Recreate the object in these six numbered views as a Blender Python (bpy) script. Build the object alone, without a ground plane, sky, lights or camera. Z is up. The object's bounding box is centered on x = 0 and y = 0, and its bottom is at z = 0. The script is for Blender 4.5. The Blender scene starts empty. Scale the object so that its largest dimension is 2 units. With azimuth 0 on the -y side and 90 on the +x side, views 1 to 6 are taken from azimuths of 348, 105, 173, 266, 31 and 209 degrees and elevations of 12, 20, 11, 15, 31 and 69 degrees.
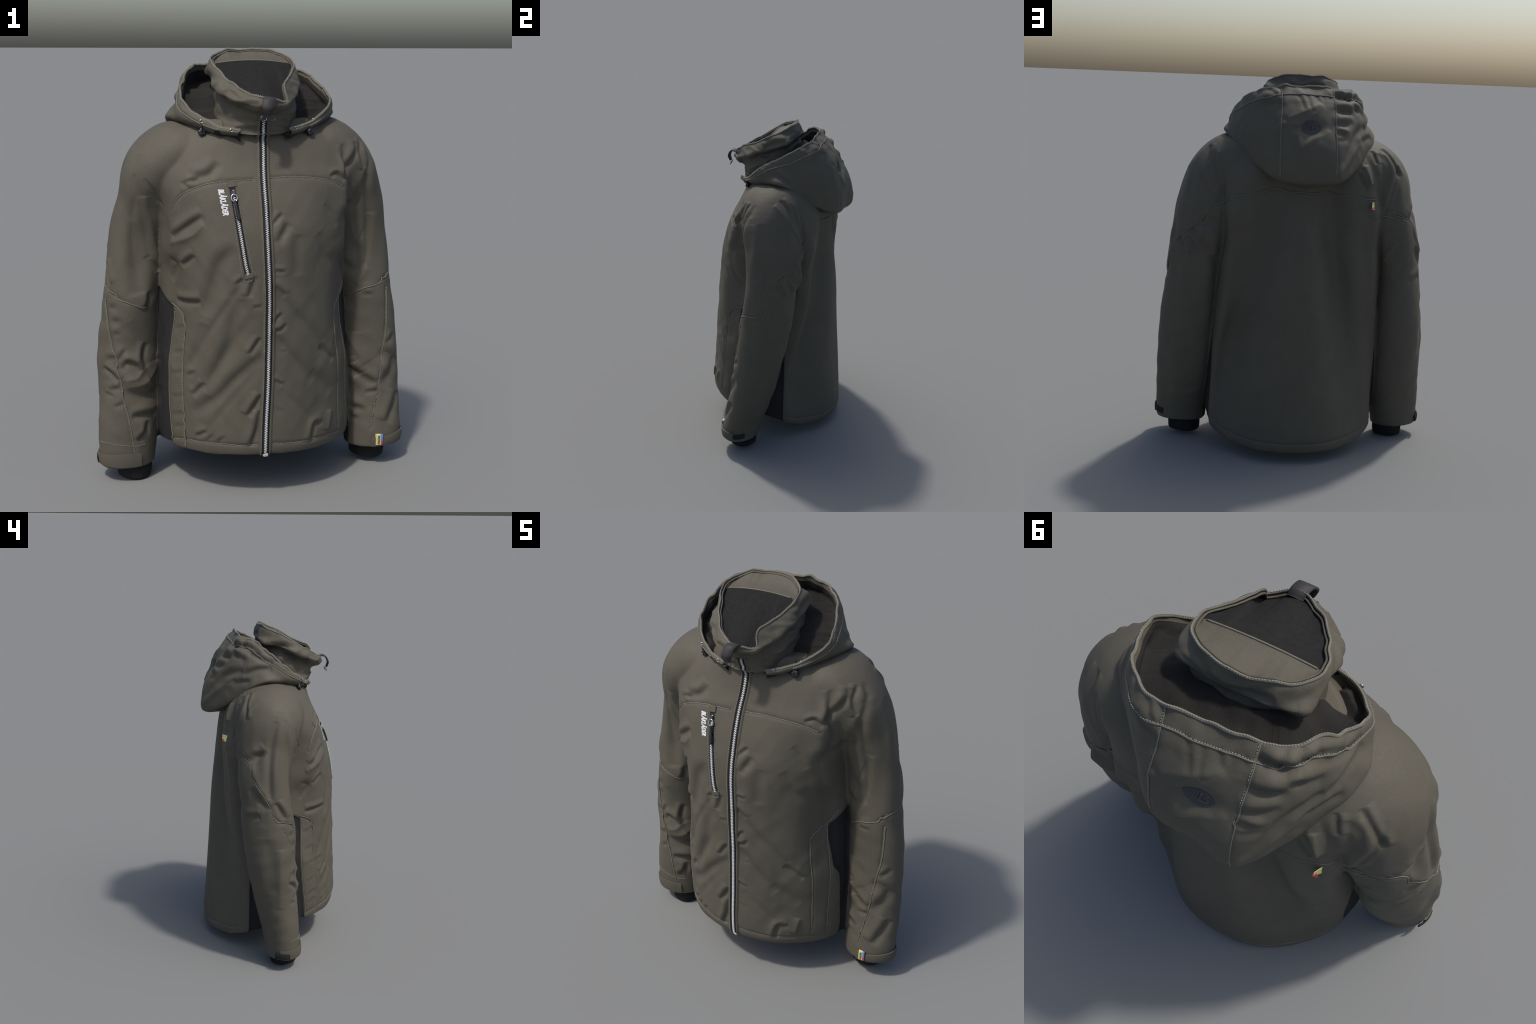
import bpy, bmesh, math, random
import numpy as np
from mathutils import Vector
from mathutils.bvhtree import BVHTree

rng = np.random.default_rng(7)
random.seed(7)

# ------------------------------------------------------------------ helpers
def spline(P, n, closed=False):
    """Catmull-Rom through stations P (k, ...) resampled to n rows."""
    P = np.asarray(P, float)
    k = len(P)
    t = np.linspace(0, k if closed else k - 1, n, endpoint=not closed)
    i = np.minimum(np.floor(t).astype(int), (k - 1) if closed else k - 2)
    u = (t - i).reshape((-1,) + (1,) * (P.ndim - 1))
    def g(j):
        return P[j % k] if closed else P[np.clip(j, 0, k - 1)]
    p0, p1, p2, p3 = g(i - 1), g(i), g(i + 1), g(i + 2)
    return 0.5 * ((2 * p1) + (-p0 + p2) * u + (2 * p0 - 5 * p1 + 4 * p2 - p3) * u ** 2
                  + (-p0 + 3 * p1 - 3 * p2 + p3) * u ** 3)

def lerp_table(x, xs, ys):
    return np.interp(x, xs, ys)

def smooth_table(x, xs, ys):
    """monotone-ish smooth interpolation"""
    d = np.linspace(xs[0], xs[-1], 200)
    y = np.interp(d, xs, ys)
    w = max(3, int(200 / len(xs) / 1.6)) | 1
    yp = np.pad(y, w // 2, mode='edge')
    y2 = np.convolve(yp, np.ones(w) / w, 'valid')
    return np.interp(x, d, y2)

def grid_faces(nu, nv, closed_v=False, flip=False):
    f = []
    for i in range(nu - 1):
        for j in range(nv if closed_v else nv - 1):
            a = i * nv + j
            b = i * nv + (j + 1) % nv
            q = (a, b, b + nv, a + nv)
            f.append(q[::-1] if flip else q)
    return f

COLL = bpy.context.scene.collection
def make_obj(name, V, F, mat=None, smooth=True, parent=None, normals=None, kind=None):
    me = bpy.data.meshes.new(name)
    me.from_pydata(np.asarray(V).tolist(), [], [tuple(int(x) for x in q) for q in F])
    me.validate()
    if smooth:
        me.polygons.foreach_set("use_smooth", [True] * len(me.polygons))
    if normals is not None:
        me.normals_split_custom_set_from_vertices(np.asarray(normals).tolist())
    me.update()
    ob = bpy.data.objects.new(name, me)
    COLL.objects.link(ob)
    if mat: me.materials.append(mat)
    if parent: ob.parent = parent
    if kind: ob["kind"] = kind
    return ob

def extract_tris(me):
    me.calc_loop_triangles()
    V = np.empty(len(me.vertices) * 3); me.vertices.foreach_get("co", V)
    T = np.empty(len(me.loop_triangles) * 3, dtype=np.int32); me.loop_triangles.foreach_get("vertices", T)
    return V.reshape(-1, 3), T.reshape(-1, 3)

def vert_normals(V, F):
    n = np.cross(V[F[:, 1]] - V[F[:, 0]], V[F[:, 2]] - V[F[:, 0]])
    N = np.zeros_like(V)
    for k in range(3):
        np.add.at(N, F[:, k], n)
    return N / np.maximum(np.linalg.norm(N, axis=1, keepdims=True), 1e-12)

def seg_dist(P, A, B, vec=False):
    """distance of points P to polyline segments A-B, with param along the line"""
    best = np.full(len(P), 1e9); par = np.zeros(len(P)); k = len(A); off = np.zeros_like(P)
    for i in range(k):
        d = B[i] - A[i]; L = max(d @ d, 1e-12)
        t = np.clip(((P - A[i]) @ d) / L, 0, 1)
        o = P - (A[i] + t[:, None] * d)
        r = np.linalg.norm(o, axis=1)
        m = r < best
        best[m] = r[m]; par[m] = (i + t[m]) / k; off[m] = o[m]
    return (best, par, off) if vec else (best, par)

# ------------------------------------------------------------------ materials
def new_mat(name):
    m = bpy.data.materials.new(name); m.use_nodes = True
    nt = m.node_tree; nt.nodes.clear()
    out = nt.nodes.new("ShaderNodeOutputMaterial")
    b = nt.nodes.new("ShaderNodeBsdfPrincipled")
    nt.links.new(b.outputs[0], out.inputs[0])
    return m, nt, b

def cloth_mat(name, base, alt, rough=0.66, weave=420.0, bump=0.3, sheen=0.0, alt2=None):
    m, nt, b = new_mat(name)
    L = nt.links.new
    tc = nt.nodes.new("ShaderNodeTexCoord")
    n1 = nt.nodes.new("ShaderNodeTexNoise"); n1.inputs["Scale"].default_value = 7; n1.inputs["Detail"].default_value = 4
    L(tc.outputs["Object"], n1.inputs["Vector"])
    r1 = nt.nodes.new("ShaderNodeValToRGB")
    r1.color_ramp.elements[0].position = .35; r1.color_ramp.elements[1].position = .68
    r1.color_ramp.elements[0].color = (*base, 1); r1.color_ramp.elements[1].color = (*alt, 1)
    L(n1.outputs[0], r1.inputs[0])
    col = r1.outputs[0]
    if alt2:
        n3 = nt.nodes.new("ShaderNodeTexNoise"); n3.inputs["Scale"].default_value = 13; n3.inputs["Detail"].default_value = 3
        L(tc.outputs["Object"], n3.inputs["Vector"])
        mr = nt.nodes.new("ShaderNodeMapRange"); mr.inputs[1].default_value = .56; mr.inputs[2].default_value = .74
        mr.inputs[4].default_value = .6
        L(n3.outputs[0], mr.inputs[0])
        n4 = nt.nodes.new("ShaderNodeTexNoise"); n4.inputs["Scale"].default_value = 95; n4.inputs["Detail"].default_value = 2
        L(tc.outputs["Object"], n4.inputs["Vector"])
        mr4 = nt.nodes.new("ShaderNodeMapRange"); mr4.inputs[1].default_value = .52; mr4.inputs[2].default_value = .66; mr4.inputs[4].default_value = .7
        L(n4.outputs[0], mr4.inputs[0])
        mxm = nt.nodes.new("ShaderNodeMath"); mxm.operation = 'MAXIMUM'
        L(mr.outputs[0], mxm.inputs[0]); L(mr4.outputs[0], mxm.inputs[1])
        mx = nt.nodes.new("ShaderNodeMix"); mx.data_type = 'RGBA'
        L(mxm.outputs[0], mx.inputs[0]); L(col, mx.inputs[6]); mx.inputs[7].default_value = (*alt2, 1)
        col = mx.outputs[2]
    # fine twill grain
    mp = nt.nodes.new("ShaderNodeMapping"); mp.inputs["Rotation"].default_value = (0.3, 0.6, 0.5)
    L(tc.outputs["Object"], mp.inputs[0])
    n2 = nt.nodes.new("ShaderNodeTexNoise"); n2.inputs["Scale"].default_value = weave; n2.inputs["Detail"].default_value = 1
    L(mp.outputs[0], n2.inputs["Vector"])
    mr2 = nt.nodes.new("ShaderNodeMapRange"); mr2.inputs[1].default_value = .3; mr2.inputs[2].default_value = .7
    mr2.inputs[3].default_value = .86; mr2.inputs[4].default_value = 1.14
    L(n2.outputs[0], mr2.inputs[0])
    mul = nt.nodes.new("ShaderNodeMix"); mul.data_type = 'RGBA'; mul.blend_type = 'MULTIPLY'; mul.inputs[0].default_value = 1
    L(col, mul.inputs[6]); L(mr2.outputs[0], mul.inputs[7])
    L(mul.outputs[2], b.inputs["Base Color"])
    bp = nt.nodes.new("ShaderNodeBump"); bp.inputs["Strength"].default_value = bump; bp.inputs["Distance"].default_value = .002
    L(n2.outputs[0], bp.inputs["Height"]); L(bp.outputs[0], b.inputs["Normal"])
    b.inputs["Roughness"].default_value = rough
    b.inputs["Specular IOR Level"].default_value = .28
    b.inputs["Sheen Weight"].default_value = sheen
    b.inputs["Sheen Roughness"].default_value = .5
    return m

def plain_mat(name, col, rough=.5, metal=0., spec=.5):
    m, nt, b = new_mat(name)
    n = nt.nodes.new("ShaderNodeTexNoise"); n.inputs["Scale"].default_value = 60
    tc = nt.nodes.new("ShaderNodeTexCoord"); nt.links.new(tc.outputs["Object"], n.inputs["Vector"])
    r = nt.nodes.new("ShaderNodeValToRGB")
    r.color_ramp.elements[0].position = .3; r.color_ramp.elements[1].position = .7
    r.color_ramp.elements[0].color = (*[c * .9 for c in col], 1); r.color_ramp.elements[1].color = (*[min(1, c * 1.1) for c in col], 1)
    nt.links.new(n.outputs[0], r.inputs[0]); nt.links.new(r.outputs[0], b.inputs["Base Color"])
    b.inputs["Roughness"].default_value = rough; b.inputs["Metallic"].default_value = metal
    b.inputs["Specular IOR Level"].default_value = spec
    return m

OLIVE = cloth_mat("olive_softshell", (.082, .075, .056), (.091, .083, .062), alt2=(.092, .077, .063))
GUSSET = cloth_mat("charcoal_stretch_cloth", (.019, .018, .0185), (.023, .022, .0225), rough=.9)
RIB = cloth_mat("black_knit", (.011, .011, .012), (.015, .015, .016), rough=.9)
LINING = cloth_mat("charcoal_mesh_lining", (.014, .013, .012), (.022, .0205, .0185), rough=.95, weave=200)
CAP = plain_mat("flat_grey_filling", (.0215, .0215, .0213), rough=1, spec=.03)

# ------------------------------------------------------------------ root
root = bpy.data.objects.new("hooded_work_jacket", None)
COLL.objects.link(root)
root["label"] = "olive softshell work jacket with hood and long front zip"
root["category"] = "jacket"

# ------------------------------------------------------------------ torso loft
#        z     half_w  front   back   exp_front exp_back  centre_x
TORSO = np.array([
    [0.00, .464, -.415, .425, 2.05, 2.05, .010],   # hem row (z replaced by the hem curve)
    [0.06, .470, -.423, .428, 2.05, 2.05, .012],
    [0.20, .472, -.424, .420, 2.05, 2.05, .012],
    [0.45, .466, -.416, .406, 2.05, 2.10, .008],
    [0.70, .456, -.407, .388, 2.05, 2.20, .008],
    [0.95, .445, -.398, .372, 2.12, 2.40, .005],
    [1.15, .436, -.380, .352, 2.30, 2.60, .002],
    [1.30, .440, -.338, .338, 2.50, 3.20, .004],
    [1.42, .462, -.290, .324, 2.70, 3.20, .006],
    [1.52, .465, -.243, .300, 2.30, 3.00, .008],
    [1.60, .435, -.216, .262, 1.85, 2.70, .008],
    [1.655, .375, -.203, .215, 1.55, 2.40, .008],
    [1.69, .280, -.200, .160, 1.60, 2.20, .006],
])
def hem_z(th):
    """hem height by angle: 0 = +x, -90 deg = front, +90 = back"""
    d = np.degrees(th) % 360
    xs = [0, 20, 24, 40, 65, 90, 115, 140, 156, 160, 180, 205, 240, 270, 300, 335, 360]
    ys = [.160, .115, .108, .072, .058, .055, .057, .072, .110, .120, .165, .195, .202, .208, .196, .178, .160]
    return np.interp(d, xs, ys)

def torso_section(row, th):
    z, a, yf, yb, nf, nb, cx = row
    c, s = np.cos(th), np.sin(th)
    n = np.where(s < 0, nf, nb)
    ax = np.sign(c) * np.abs(c) ** (2 / n)
    ay = np.abs(s) ** (2 / n)
    x = cx + a * ax
    y = np.where(s < 0, yf * ay, yb * ay)
    # hollow flanks of the back panel beside the centre ridge
    ax_ = np.abs(x)
    gl = np.interp(z, [0, .15, .3, .45, .7, .95, 1.2, 1.38, 1.46, 1.6], [.012, .040, .065, .076, .085, .076, .070, .050, .03, 0])
    xl = np.interp(z, [.2, .4, .6, .8, 1.0, 1.2, 1.4], [.365, .350, .325, .275, .225, .195, .165])
    gr = np.interp(z, [0, .15, .45, .7, .95, 1.2, 1.38, 1.46, 1.6], [.010, .032, .060, .075, .080, .072, .055, .03, 0])
    xr = np.interp(z, [.2, .4, .7, .9, 1.1, 1.35], [.30, .265, .215, .185, .155, .125]); wr = np.interp(z, [.2, .7, 1.], [.12, .095, .075])
    y = y - np.where(s > 0, np.where(x > 0, gl * np.exp(-((ax_ - xl) / .088) ** 2), gr * np.exp(-((ax_ - xr) / wr) ** 2)), 0)
    # cloth bunched beside the armholes, behind and in front
    kb = np.where(x > 0, np.interp(z, [.1, .35, .7, 1.0, 1.3, 1.42], [.035, .035, .045, .05, .045, .0]),
                  np.interp(z, [.35, .7, 1.0, 1.3, 1.42], [.0, .032, .048, .045, .0]))
    edge = np.interp(z, [.2, .5, .8, 1.1, 1.35], [.452, .445, .405, .385, .38])
    y = y + np.where(s > 0, kb * np.exp(-((ax_ - edge) / np.interp(z, [.3, .8], [.03, .045])) ** 2), 0)
    kf = np.interp(z, [1.05, 1.15, 1.30, 1.42], [0, .022, .026, .0])
    y = y - np.where(s < 0, kf * np.exp(-((ax_ - .395) / .04) ** 2), 0)
    hf = np.where(x > 0, .014, .004) * np.interp(z, [.15, .35, .55, .75, .9, 1.1, 1.3], [0, .6, 0, 0, 1, 1, 0])
    y = y + np.where(s < 0, hf * np.exp(-((ax_ - .255) / .085) ** 2), 0)
    # waist drawn in below the armpits
    kw = np.where(x > 0, .054, .044) * np.interp(z, [.6, .78, 1.02, 1.12], [0, 1, 1, 0])
    y = y + np.where(s < 0, kw * np.exp(-((ax_ - .395) / .055) ** 2), 0)
    return x, y

def build_torso():
    nth = 160
    th = np.linspace(0, 2 * np.pi, nth, endpoint=False)
    rows = spline(TORSO, 90)
    hz = hem_z(th)
    rings = []
    # inside hollow of the skirt
    for inset, up in ((.82, .16), (.88, .13), (.92, .012)):
        x, y = torso_section(rows[0], th)
        rings.append(np.stack([x * inset, y * inset, hz + up], 1))
    for r in rows:
        x, y = torso_section(r, th)
        k = (r[0]) / 1.69
        z = r[0] + hz * (1 - min(1, r[0] / .45)) ** 1 + 0 * x if r[0] < .45 else np.full(nth, r[0])
        rings.append(np.stack([x, y, z], 1))
    V = np.concatenate(rings)
    F = grid_faces(len(rings), nth, True)
    F.append(tuple(range(nth))[::-1])
    F.append(tuple(range((len(rings) - 1) * nth, len(rings) * nth)))
    return V, F

# ------------------------------------------------------------------ sleeves
#   spine x, y, z, half-size across, half-size fore-aft
SLEEVE_R = np.array([            # wearer's right sleeve (x < 0)
    [-0.250, 0.035, 1.560, 0.132, 0.192],
    [-0.350, 0.038, 1.510, 0.168, 0.208],
    [-0.428, 0.046, 1.425, 0.176, 0.203],
    [-0.476, 0.066, 1.300, 0.152, 0.186],
    [-.516, .076, 1.165, .145, .168],
    [-.544, .064, 1.020, .140, .158],
    [-0.559, 0.056, 0.880, 0.139, 0.160],
    [-0.570, 0.047, 0.720, 0.148, 0.154],
    [-0.577, 0.030, 0.560, 0.151, 0.143],
    [-0.583, 0.008, 0.400, 0.152, 0.128],
    [-0.594, -0.015, 0.260, 0.148, 0.117],
    [-0.604, -0.028, 0.150, 0.140, 0.110],
    [-0.608, -0.034, 0.066, 0.131, 0.106],
])
SLEEVE_L = np.array([            # wearer's left sleeve (x > 0)
    [0.250, 0.038, 1.570, 0.130, 0.185],
    [0.355, 0.040, 1.525, 0.168, 0.198],
    [0.440, 0.048, 1.435, 0.174, 0.190],
    [.490, .072, 1.300, .168, .180],
    [.524, .080, 1.165, .158, .168],
    [.548, .070, 1.020, .157, .158],
    [0.566, 0.060, 0.880, 0.149, 0.160],
    [0.578, 0.042, 0.720, 0.156, 0.152],
    [0.588, 0.016, 0.560, 0.158, 0.142],
    [0.594, -0.012, 0.400, 0.158, 0.130],
    [0.600, -0.046, 0.260, 0.153, 0.119],
    [0.602, -0.072, 0.160, 0.148, 0.117],
    [0.602, -0.080, 0.090, 0.142, 0.112],
])
SKEW = {True: .06, False: .14}     # how far the section leans: front-outer to rear-inner
def skew_of(S, n=70):
    """signed skew along the sleeve, fading out at the shoulder"""
    k = SKEW[bool(S[0, 0] < 0)] * (1 if S[0, 0] < 0 else -1)
    return k * np.interp(np.linspace(0, 1, n), [0, .12, .3, .9, 1], [0, .25, 1, .7, .2])
def quarter_cut(S, th, i, n):
    """sleeve sections are flattened towards the rear outside"""
    right = S[0, 0] < 0
    k = (.15 if right else .25) * np.interp(i / (n - 1), [0, .1, .3, .9, 1], [0, .1, 1, .9, .5])
    c = np.cos(th - (np.pi * .75 if right else np.pi * .25))
    # the upper arm bulges against the chest and has one long pleat down its front
    cf = np.cos(th + np.pi * .5)
    k2 = np.interp(i / (n - 1), [0, .13, .24, .42, .52, 1], [0, 0, 1, 1, 0, 0])
    ci = np.cos(th - (-np.pi * .25 if right else -np.pi * .75))
    return (1 - k * np.maximum(0, c) ** 2.5) * (1 + .07 * k2 * np.maximum(0, ci) ** 3) * (1 - .15 * k2 * np.maximum(0, cf) ** 7)
def sleeve_frames(S, n=70):
    R = spline(S, n)
    c = R[:, :3]
    t = np.gradient(c, axis=0); t /= np.linalg.norm(t, axis=1, keepdims=True)
    k = np.clip((np.linspace(0, 1, n) - .84) / .1, 0, 1)[:, None]
    t = t * (1 - k) + np.array([0, 0, -1.]) * k; t /= np.linalg.norm(t, axis=1, keepdims=True)
    e2 = np.tile([0., 1., 0.], (n, 1))
    e2 -= t * (e2 * t).sum(1, keepdims=True); e2 /= np.linalg.norm(e2, axis=1, keepdims=True)
    e1 = np.cross(e2, t)
    e1 *= np.sign(e1[:, :1])                      # e1 always towards +x
    return c, t, e1, e2, R[:, 3], R[:, 4]

def build_sleeve(S):
    c, t, e1, e2, a, b = sleeve_frames(S)
    th = np.linspace(0, 2 * np.pi, 72, endpoint=False)
    ca = np.cos(th)
    sk = skew_of(S)
    V = []
    for i in range(len(c)):
        sa = np.sin(th + np.arcsin(sk[i]))
        k = quarter_cut(S, th, i, len(c))[:, None]
        V.append(c[i] + k * (a[i] * ca[:, None] * e1[i] + b[i] * sa[:, None] * e2[i]))
    # turned-in opening
    i = len(c) - 1
    for k, up in ((.93, .002), (.80, .004), (.76, .06)):
        V.append(c[i] + k * (a[i] * ca[:, None] * e1[i] + b[i] * sa[:, None] * e2[i]) + np.array([0, 0, up]))
    V = np.concatenate(V)
    m = len(th)
    F = grid_faces(len(V) // m, m, True)
    F.append(tuple(range(m))[::-1]); F.append(tuple(range(len(V) - m, len(V))))
    return V, F

def join(parts):
    Vs, Fs, o = [], [], 0
    for V, F in parts:
        Vs.append(V); Fs += [tuple(i + o for i in f) for f in F]; o += len(V)
    return np.concatenate(Vs), Fs

def fix_winding(V, F):
    me = bpy.data.meshes.new("tmp"); me.from_pydata(V.tolist(), [], [tuple(int(i) for i in f) for f in F])
    bm = bmesh.new(); bm.from_mesh(me); bmesh.ops.recalc_face_normals(bm, faces=bm.faces); bm.to_mesh(me); bm.free()
    return me

VOX = 0.0052
def union_body():
    V, F = join([build_torso(), build_sleeve(SLEEVE_R), build_sleeve(SLEEVE_L)])
    me = fix_winding(V, F)
    ob = bpy.data.objects.new("tmp", me); COLL.objects.link(ob)
    r = ob.modifiers.new("r", 'REMESH'); r.mode = 'VOXEL'; r.voxel_size = VOX
    s = ob.modifiers.new("s", 'SMOOTH'); s.factor = .5; s.iterations = 14
    dg = bpy.context.evaluated_depsgraph_get()
    ev = ob.evaluated_get(dg); m2 = ev.to_mesh()
    V, T = extract_tris(m2)
    V, T = V.copy(), T.copy()
    ev.to_mesh_clear()
    bpy.data.objects.remove(ob)
    return V, T

BV, BF = union_body()
BN = vert_normals(BV, BF)

# ---- implicit measures: which vertices belong to a sleeve
def sleeve_measure(V, S):
    c, t, e1, e2, a, b = sleeve_frames(S, 260)
    sk = skew_of(S, 260)
    best = np.full(len(V), 9.); arg = np.zeros(len(V), int)
    for i in range(len(c)):
        d = V - c[i]
        u, v = (d @ e1[i]) / a[i], (d @ e2[i]) / b[i]
        q = np.sqrt((u ** 2 + (v - u * sk[i]) ** 2 / (1 - sk[i] ** 2)) / quarter_cut(S, np.arctan2(v, u), i, 260) ** 2 + ((d @ t[i]) / .05) ** 2)
        m = q < best; best[m] = q[m]; arg[m] = i
    return (best - 1) * .13, arg / (len(c) - 1)

def torso_measure(V):
    rows = spline(TORSO, 90)
    z = np.clip(V[:, 2], 0, 1.69)
    R = np.stack([np.interp(z, rows[:, 0], rows[:, k]) for k in range(7)], 1)
    x = (V[:, 0] - R[:, 6]) / R[:, 1]
    y = np.where(V[:, 1] < 0, V[:, 1] / R[:, 2], V[:, 1] / R[:, 3])
    n = np.where(V[:, 1] < 0, R[:, 4], R[:, 5])
    q = (np.abs(x) ** n + np.abs(y) ** n) ** (1 / n)
    return (q - 1) * .4 + np.maximum(0, V[:, 2] - 1.69)

sr, sr_t = sleeve_measure(BV, SLEEVE_R)
sl, sl_t = sleeve_measure(BV, SLEEVE_L)
td = torso_measure(BV)

#@@BASE_END
# ------------------------------------------------------------------ folds in the cloth
from mathutils import noise as mnoise
class Cloth:
    """a surface that folds are pressed into, along its normals"""
    spread, lean, gain, stretch, steep = 1.15, .68, 2.9, 1., 1.15
    def __init__(self, V, F, N):
        self.base, self.N, self.F = V, N, F
        self.bvh = BVHTree.FromPolygons(V.tolist(), F.tolist())
        self.d = np.zeros(len(V))
    def on(self, p):
        return np.array(self.bvh.find_nearest(Vector(p))[0])
    def fold(self, width, depth, *pts):
        P = np.array(pts, float)
        ln = np.linalg.norm(np.diff(P, axis=0), axis=1).sum()
        ln0 = ln
        ext = (width * 1.1 + max(0, 3.2 * width - ln) * .35) * self.stretch
        a, b = P[0] - P[1], P[-1] - P[-2]
        P = np.r_[[P[0] + a / max(np.linalg.norm(a), 1e-9) * ext], P, [P[-1] + b / max(np.linalg.norm(b), 1e-9) * ext]]
        n = max(6, int(5 * (len(P) - 1)))
        L = np.array([self.on(p) for p in (spline(P, n) if len(P) > 2 else np.linspace(P[0], P[-1], n))])
        sg = width * self.spread
        lo, hi = L.min(0) - 3.6 * sg, L.max(0) + 3.6 * sg
        idx = np.where(((self.base > lo) & (self.base < hi)).all(1))[0]
        if not len(idx): return
        r, t, off = seg_dist(self.base[idx], L[:-1], L[1:], True)
        ln = np.linalg.norm(np.diff(L, axis=0), axis=1).sum()
        w = np.sin(np.pi * t) ** (1.1 if self.stretch else .2)
        if not self.stretch: w = np.clip(np.minimum(t, 1 - t) / .08, 0, 1)
        short = np.clip((ln0 / max(width, 1e-6) - 1.5) / 5, 0, 1)
        depth = np.sign(depth) * min(abs(depth) * self.gain, self.steep * sg * (.36 + .64 * short), .019 if depth < 0 else .009)
        k = max(1, len(idx) // 400)
        near = np.argsort(r)[:max(8, len(r) // 30)]
        n = self.N[idx[near]].mean(0); n /= max(np.linalg.norm(n), 1e-9)
        # pleats tip over: crest on the upper side, hollow on the lower side
        tip = np.array([.34, .37, -.86]); tip = tip - n * (tip @ n)
        d = L[-1] - L[0]; d /= max(np.linalg.norm(d), 1e-9)
        tip = tip - d * (tip @ d)
        q = np.linalg.norm(tip)
        tip = tip / max(q, 1e-9)
        sd = (off @ tip) / sg
        asym = np.where(sd < 0, 1.25, .8)
        g = np.exp(-(r / (sg * (asym if self.lean else 1))) ** 1.35)
        odd = 1.3 * sd * np.exp(-(r / (1.15 * sg * asym)) ** 2) * min(1, q * 2)
        prof = (1 - self.lean) * g + self.lean * odd if depth < 0 else g
        c = self.N[idx] @ n
        self.d[idx] += depth * prof * w * np.clip(c * 2 + .6, 0, 1)
    def result(self):
        return self.base + self.N * self.d[:, None]

body = Cloth(BV, BF, BN)
fold = body.fold
fold(.030, .0015, (.500, .240, 1.28), (.520, .240, 1.20), (.545, .225, 1.13))      # elbow break, wearer left
fold(.026, .003, (.690, .030, .960), (.680, .070, 1.03), (.660, .100, 1.10))
fold(.026, .003, (-.600, .160, 1.24), (-.620, .140, 1.18), (-.650, .105, 1.10))   # elbow break, wearer right
# front, wearer right
fold(0.040, -0.0300, (-.335, -.174, 1.577), (-.366, -.187, 1.506), (-.396, -.187, 1.428), (-.402, -.180, 1.354), (-.406, -.161, 1.288), (-.410, -.134, 1.202), (-.408, -.132, 1.144))
fold(0.020, -0.0070, (-.290, -.240, 1.458), (-.241, -.248, 1.471), (-.206, -.241, 1.503))
fold(0.011, -0.0090, (-.504, -.148, 1.426), (-.471, -.154, 1.380), (-.443, -.137, 1.320), (-.424, -.115, 1.264))
fold(0.020, -0.0140, (-.578, -.047, 1.483), (-.579, -.102, 1.376), (-.568, -.123, 1.235), (-.553, -.108, 1.086), (-.531, -.092, .993), (-.489, -.058, .916), (-.423, -.093, .873))
fold(0.017, -0.0060, (-.556, -.114, 1.434), (-.533, -.139, 1.323), (-.506, -.120, 1.204), (-.487, -.076, 1.076))
fold(0.020, 0.0080, (-.511, -.144, 1.323), (-.476, -.114, 1.219), (-.433, .001, 1.009))
fold(0.018, -0.0090, (-.487, -.073, 1.064), (-.457, -.029, 1.017), (-.428, -.009, .999))
fold(0.017, -0.0090, (-.283, -.289, 1.283), (-.325, -.265, 1.252), (-.374, -.210, 1.198))
fold(0.017, 0.0060, (-.384, -.192, 1.155), (-.316, -.277, 1.197), (-.279, -.298, 1.239))
fold(0.017, -0.0090, (-.394, -.170, 1.075), (-.376, -.205, 1.052), (-.395, -.168, .986))
fold(0.014, -0.0050, (-.352, -.241, 1.071), (-.317, -.279, 1.106))
fold(0.015, -0.0080, (-.378, -.204, .894), (-.340, -.257, .900), (-.295, -.301, .909))
fold(0.033, -0.0080, (-.167, -.360, 1.145), (-.216, -.347, 1.088), (-.248, -.333, .978), (-.275, -.317, .888))
fold(0.010, -0.0040, (-.345, -.226, 1.429), (-.320, -.245, 1.406))
fold(0.010, -0.0040, (-.329, -.232, 1.435), (-.291, -.246, 1.442))
fold(0.010, -0.0050, (-.138, -.379, 1.001), (-.116, -.383, 1.018))
fold(0.014, -0.0050, (-.067, -.391, 1.017), (-.084, -.392, .955))
fold(0.015, -0.0080, (-.499, -.067, .895), (-.503, -.070, .859), (-.510, -.075, .837))
# front, wearer left
fold(0.015, -0.0120, (.400, -.163, 1.561), (.408, -.171, 1.503), (.412, -.182, 1.435), (.426, -.161, 1.373))
fold(0.036, -0.0260, (.420, -.175, 1.392), (.407, -.179, 1.311), (.370, -.225, 1.249), (.364, -.228, 1.190))
fold(0.013, -0.0060, (.508, -.091, 1.587), (.508, -.135, 1.533), (.527, -.145, 1.468))
fold(0.018, -0.0110, (.553, -.082, 1.544), (.562, -.106, 1.505), (.545, -.146, 1.409), (.539, -.143, 1.319), (.549, -.112, 1.192), (.555, -.087, 1.064), (.549, -.074, .986))
fold(0.024, -0.0120, (.537, -.148, 1.409), (.503, -.145, 1.338), (.459, -.112, 1.287), (.389, -.201, 1.267))
fold(0.024, 0.0070, (.475, -.120, 1.287), (.475, -.070, 1.200), (.512, -.062, 1.092), (.536, -.084, 1.108))
fold(0.024, -0.0090, (.375, -.211, 1.187), (.395, -.165, 1.056), (.500, -.028, .972), (.548, -.075, .999))
fold(0.021, 0.0080, (.590, -.121, 1.211), (.581, -.102, 1.097), (.560, -.080, .981), (.531, -.056, .901))
fold(0.016, -0.0080, (.291, -.284, 1.308), (.319, -.272, 1.270), (.335, -.261, 1.227))
fold(0.010, -0.0060, (.326, -.237, 1.444), (.362, -.217, 1.452), (.390, -.205, 1.421))
fold(0.011, -0.0050, (.066, -.340, 1.290), (.035, -.351, 1.260))
fold(0.019, -0.0060, (.086, -.354, 1.241), (.054, -.371, 1.189))
fold(0.010, -0.0040, (.036, -.390, 1.052), (.068, -.388, 1.047))
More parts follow.
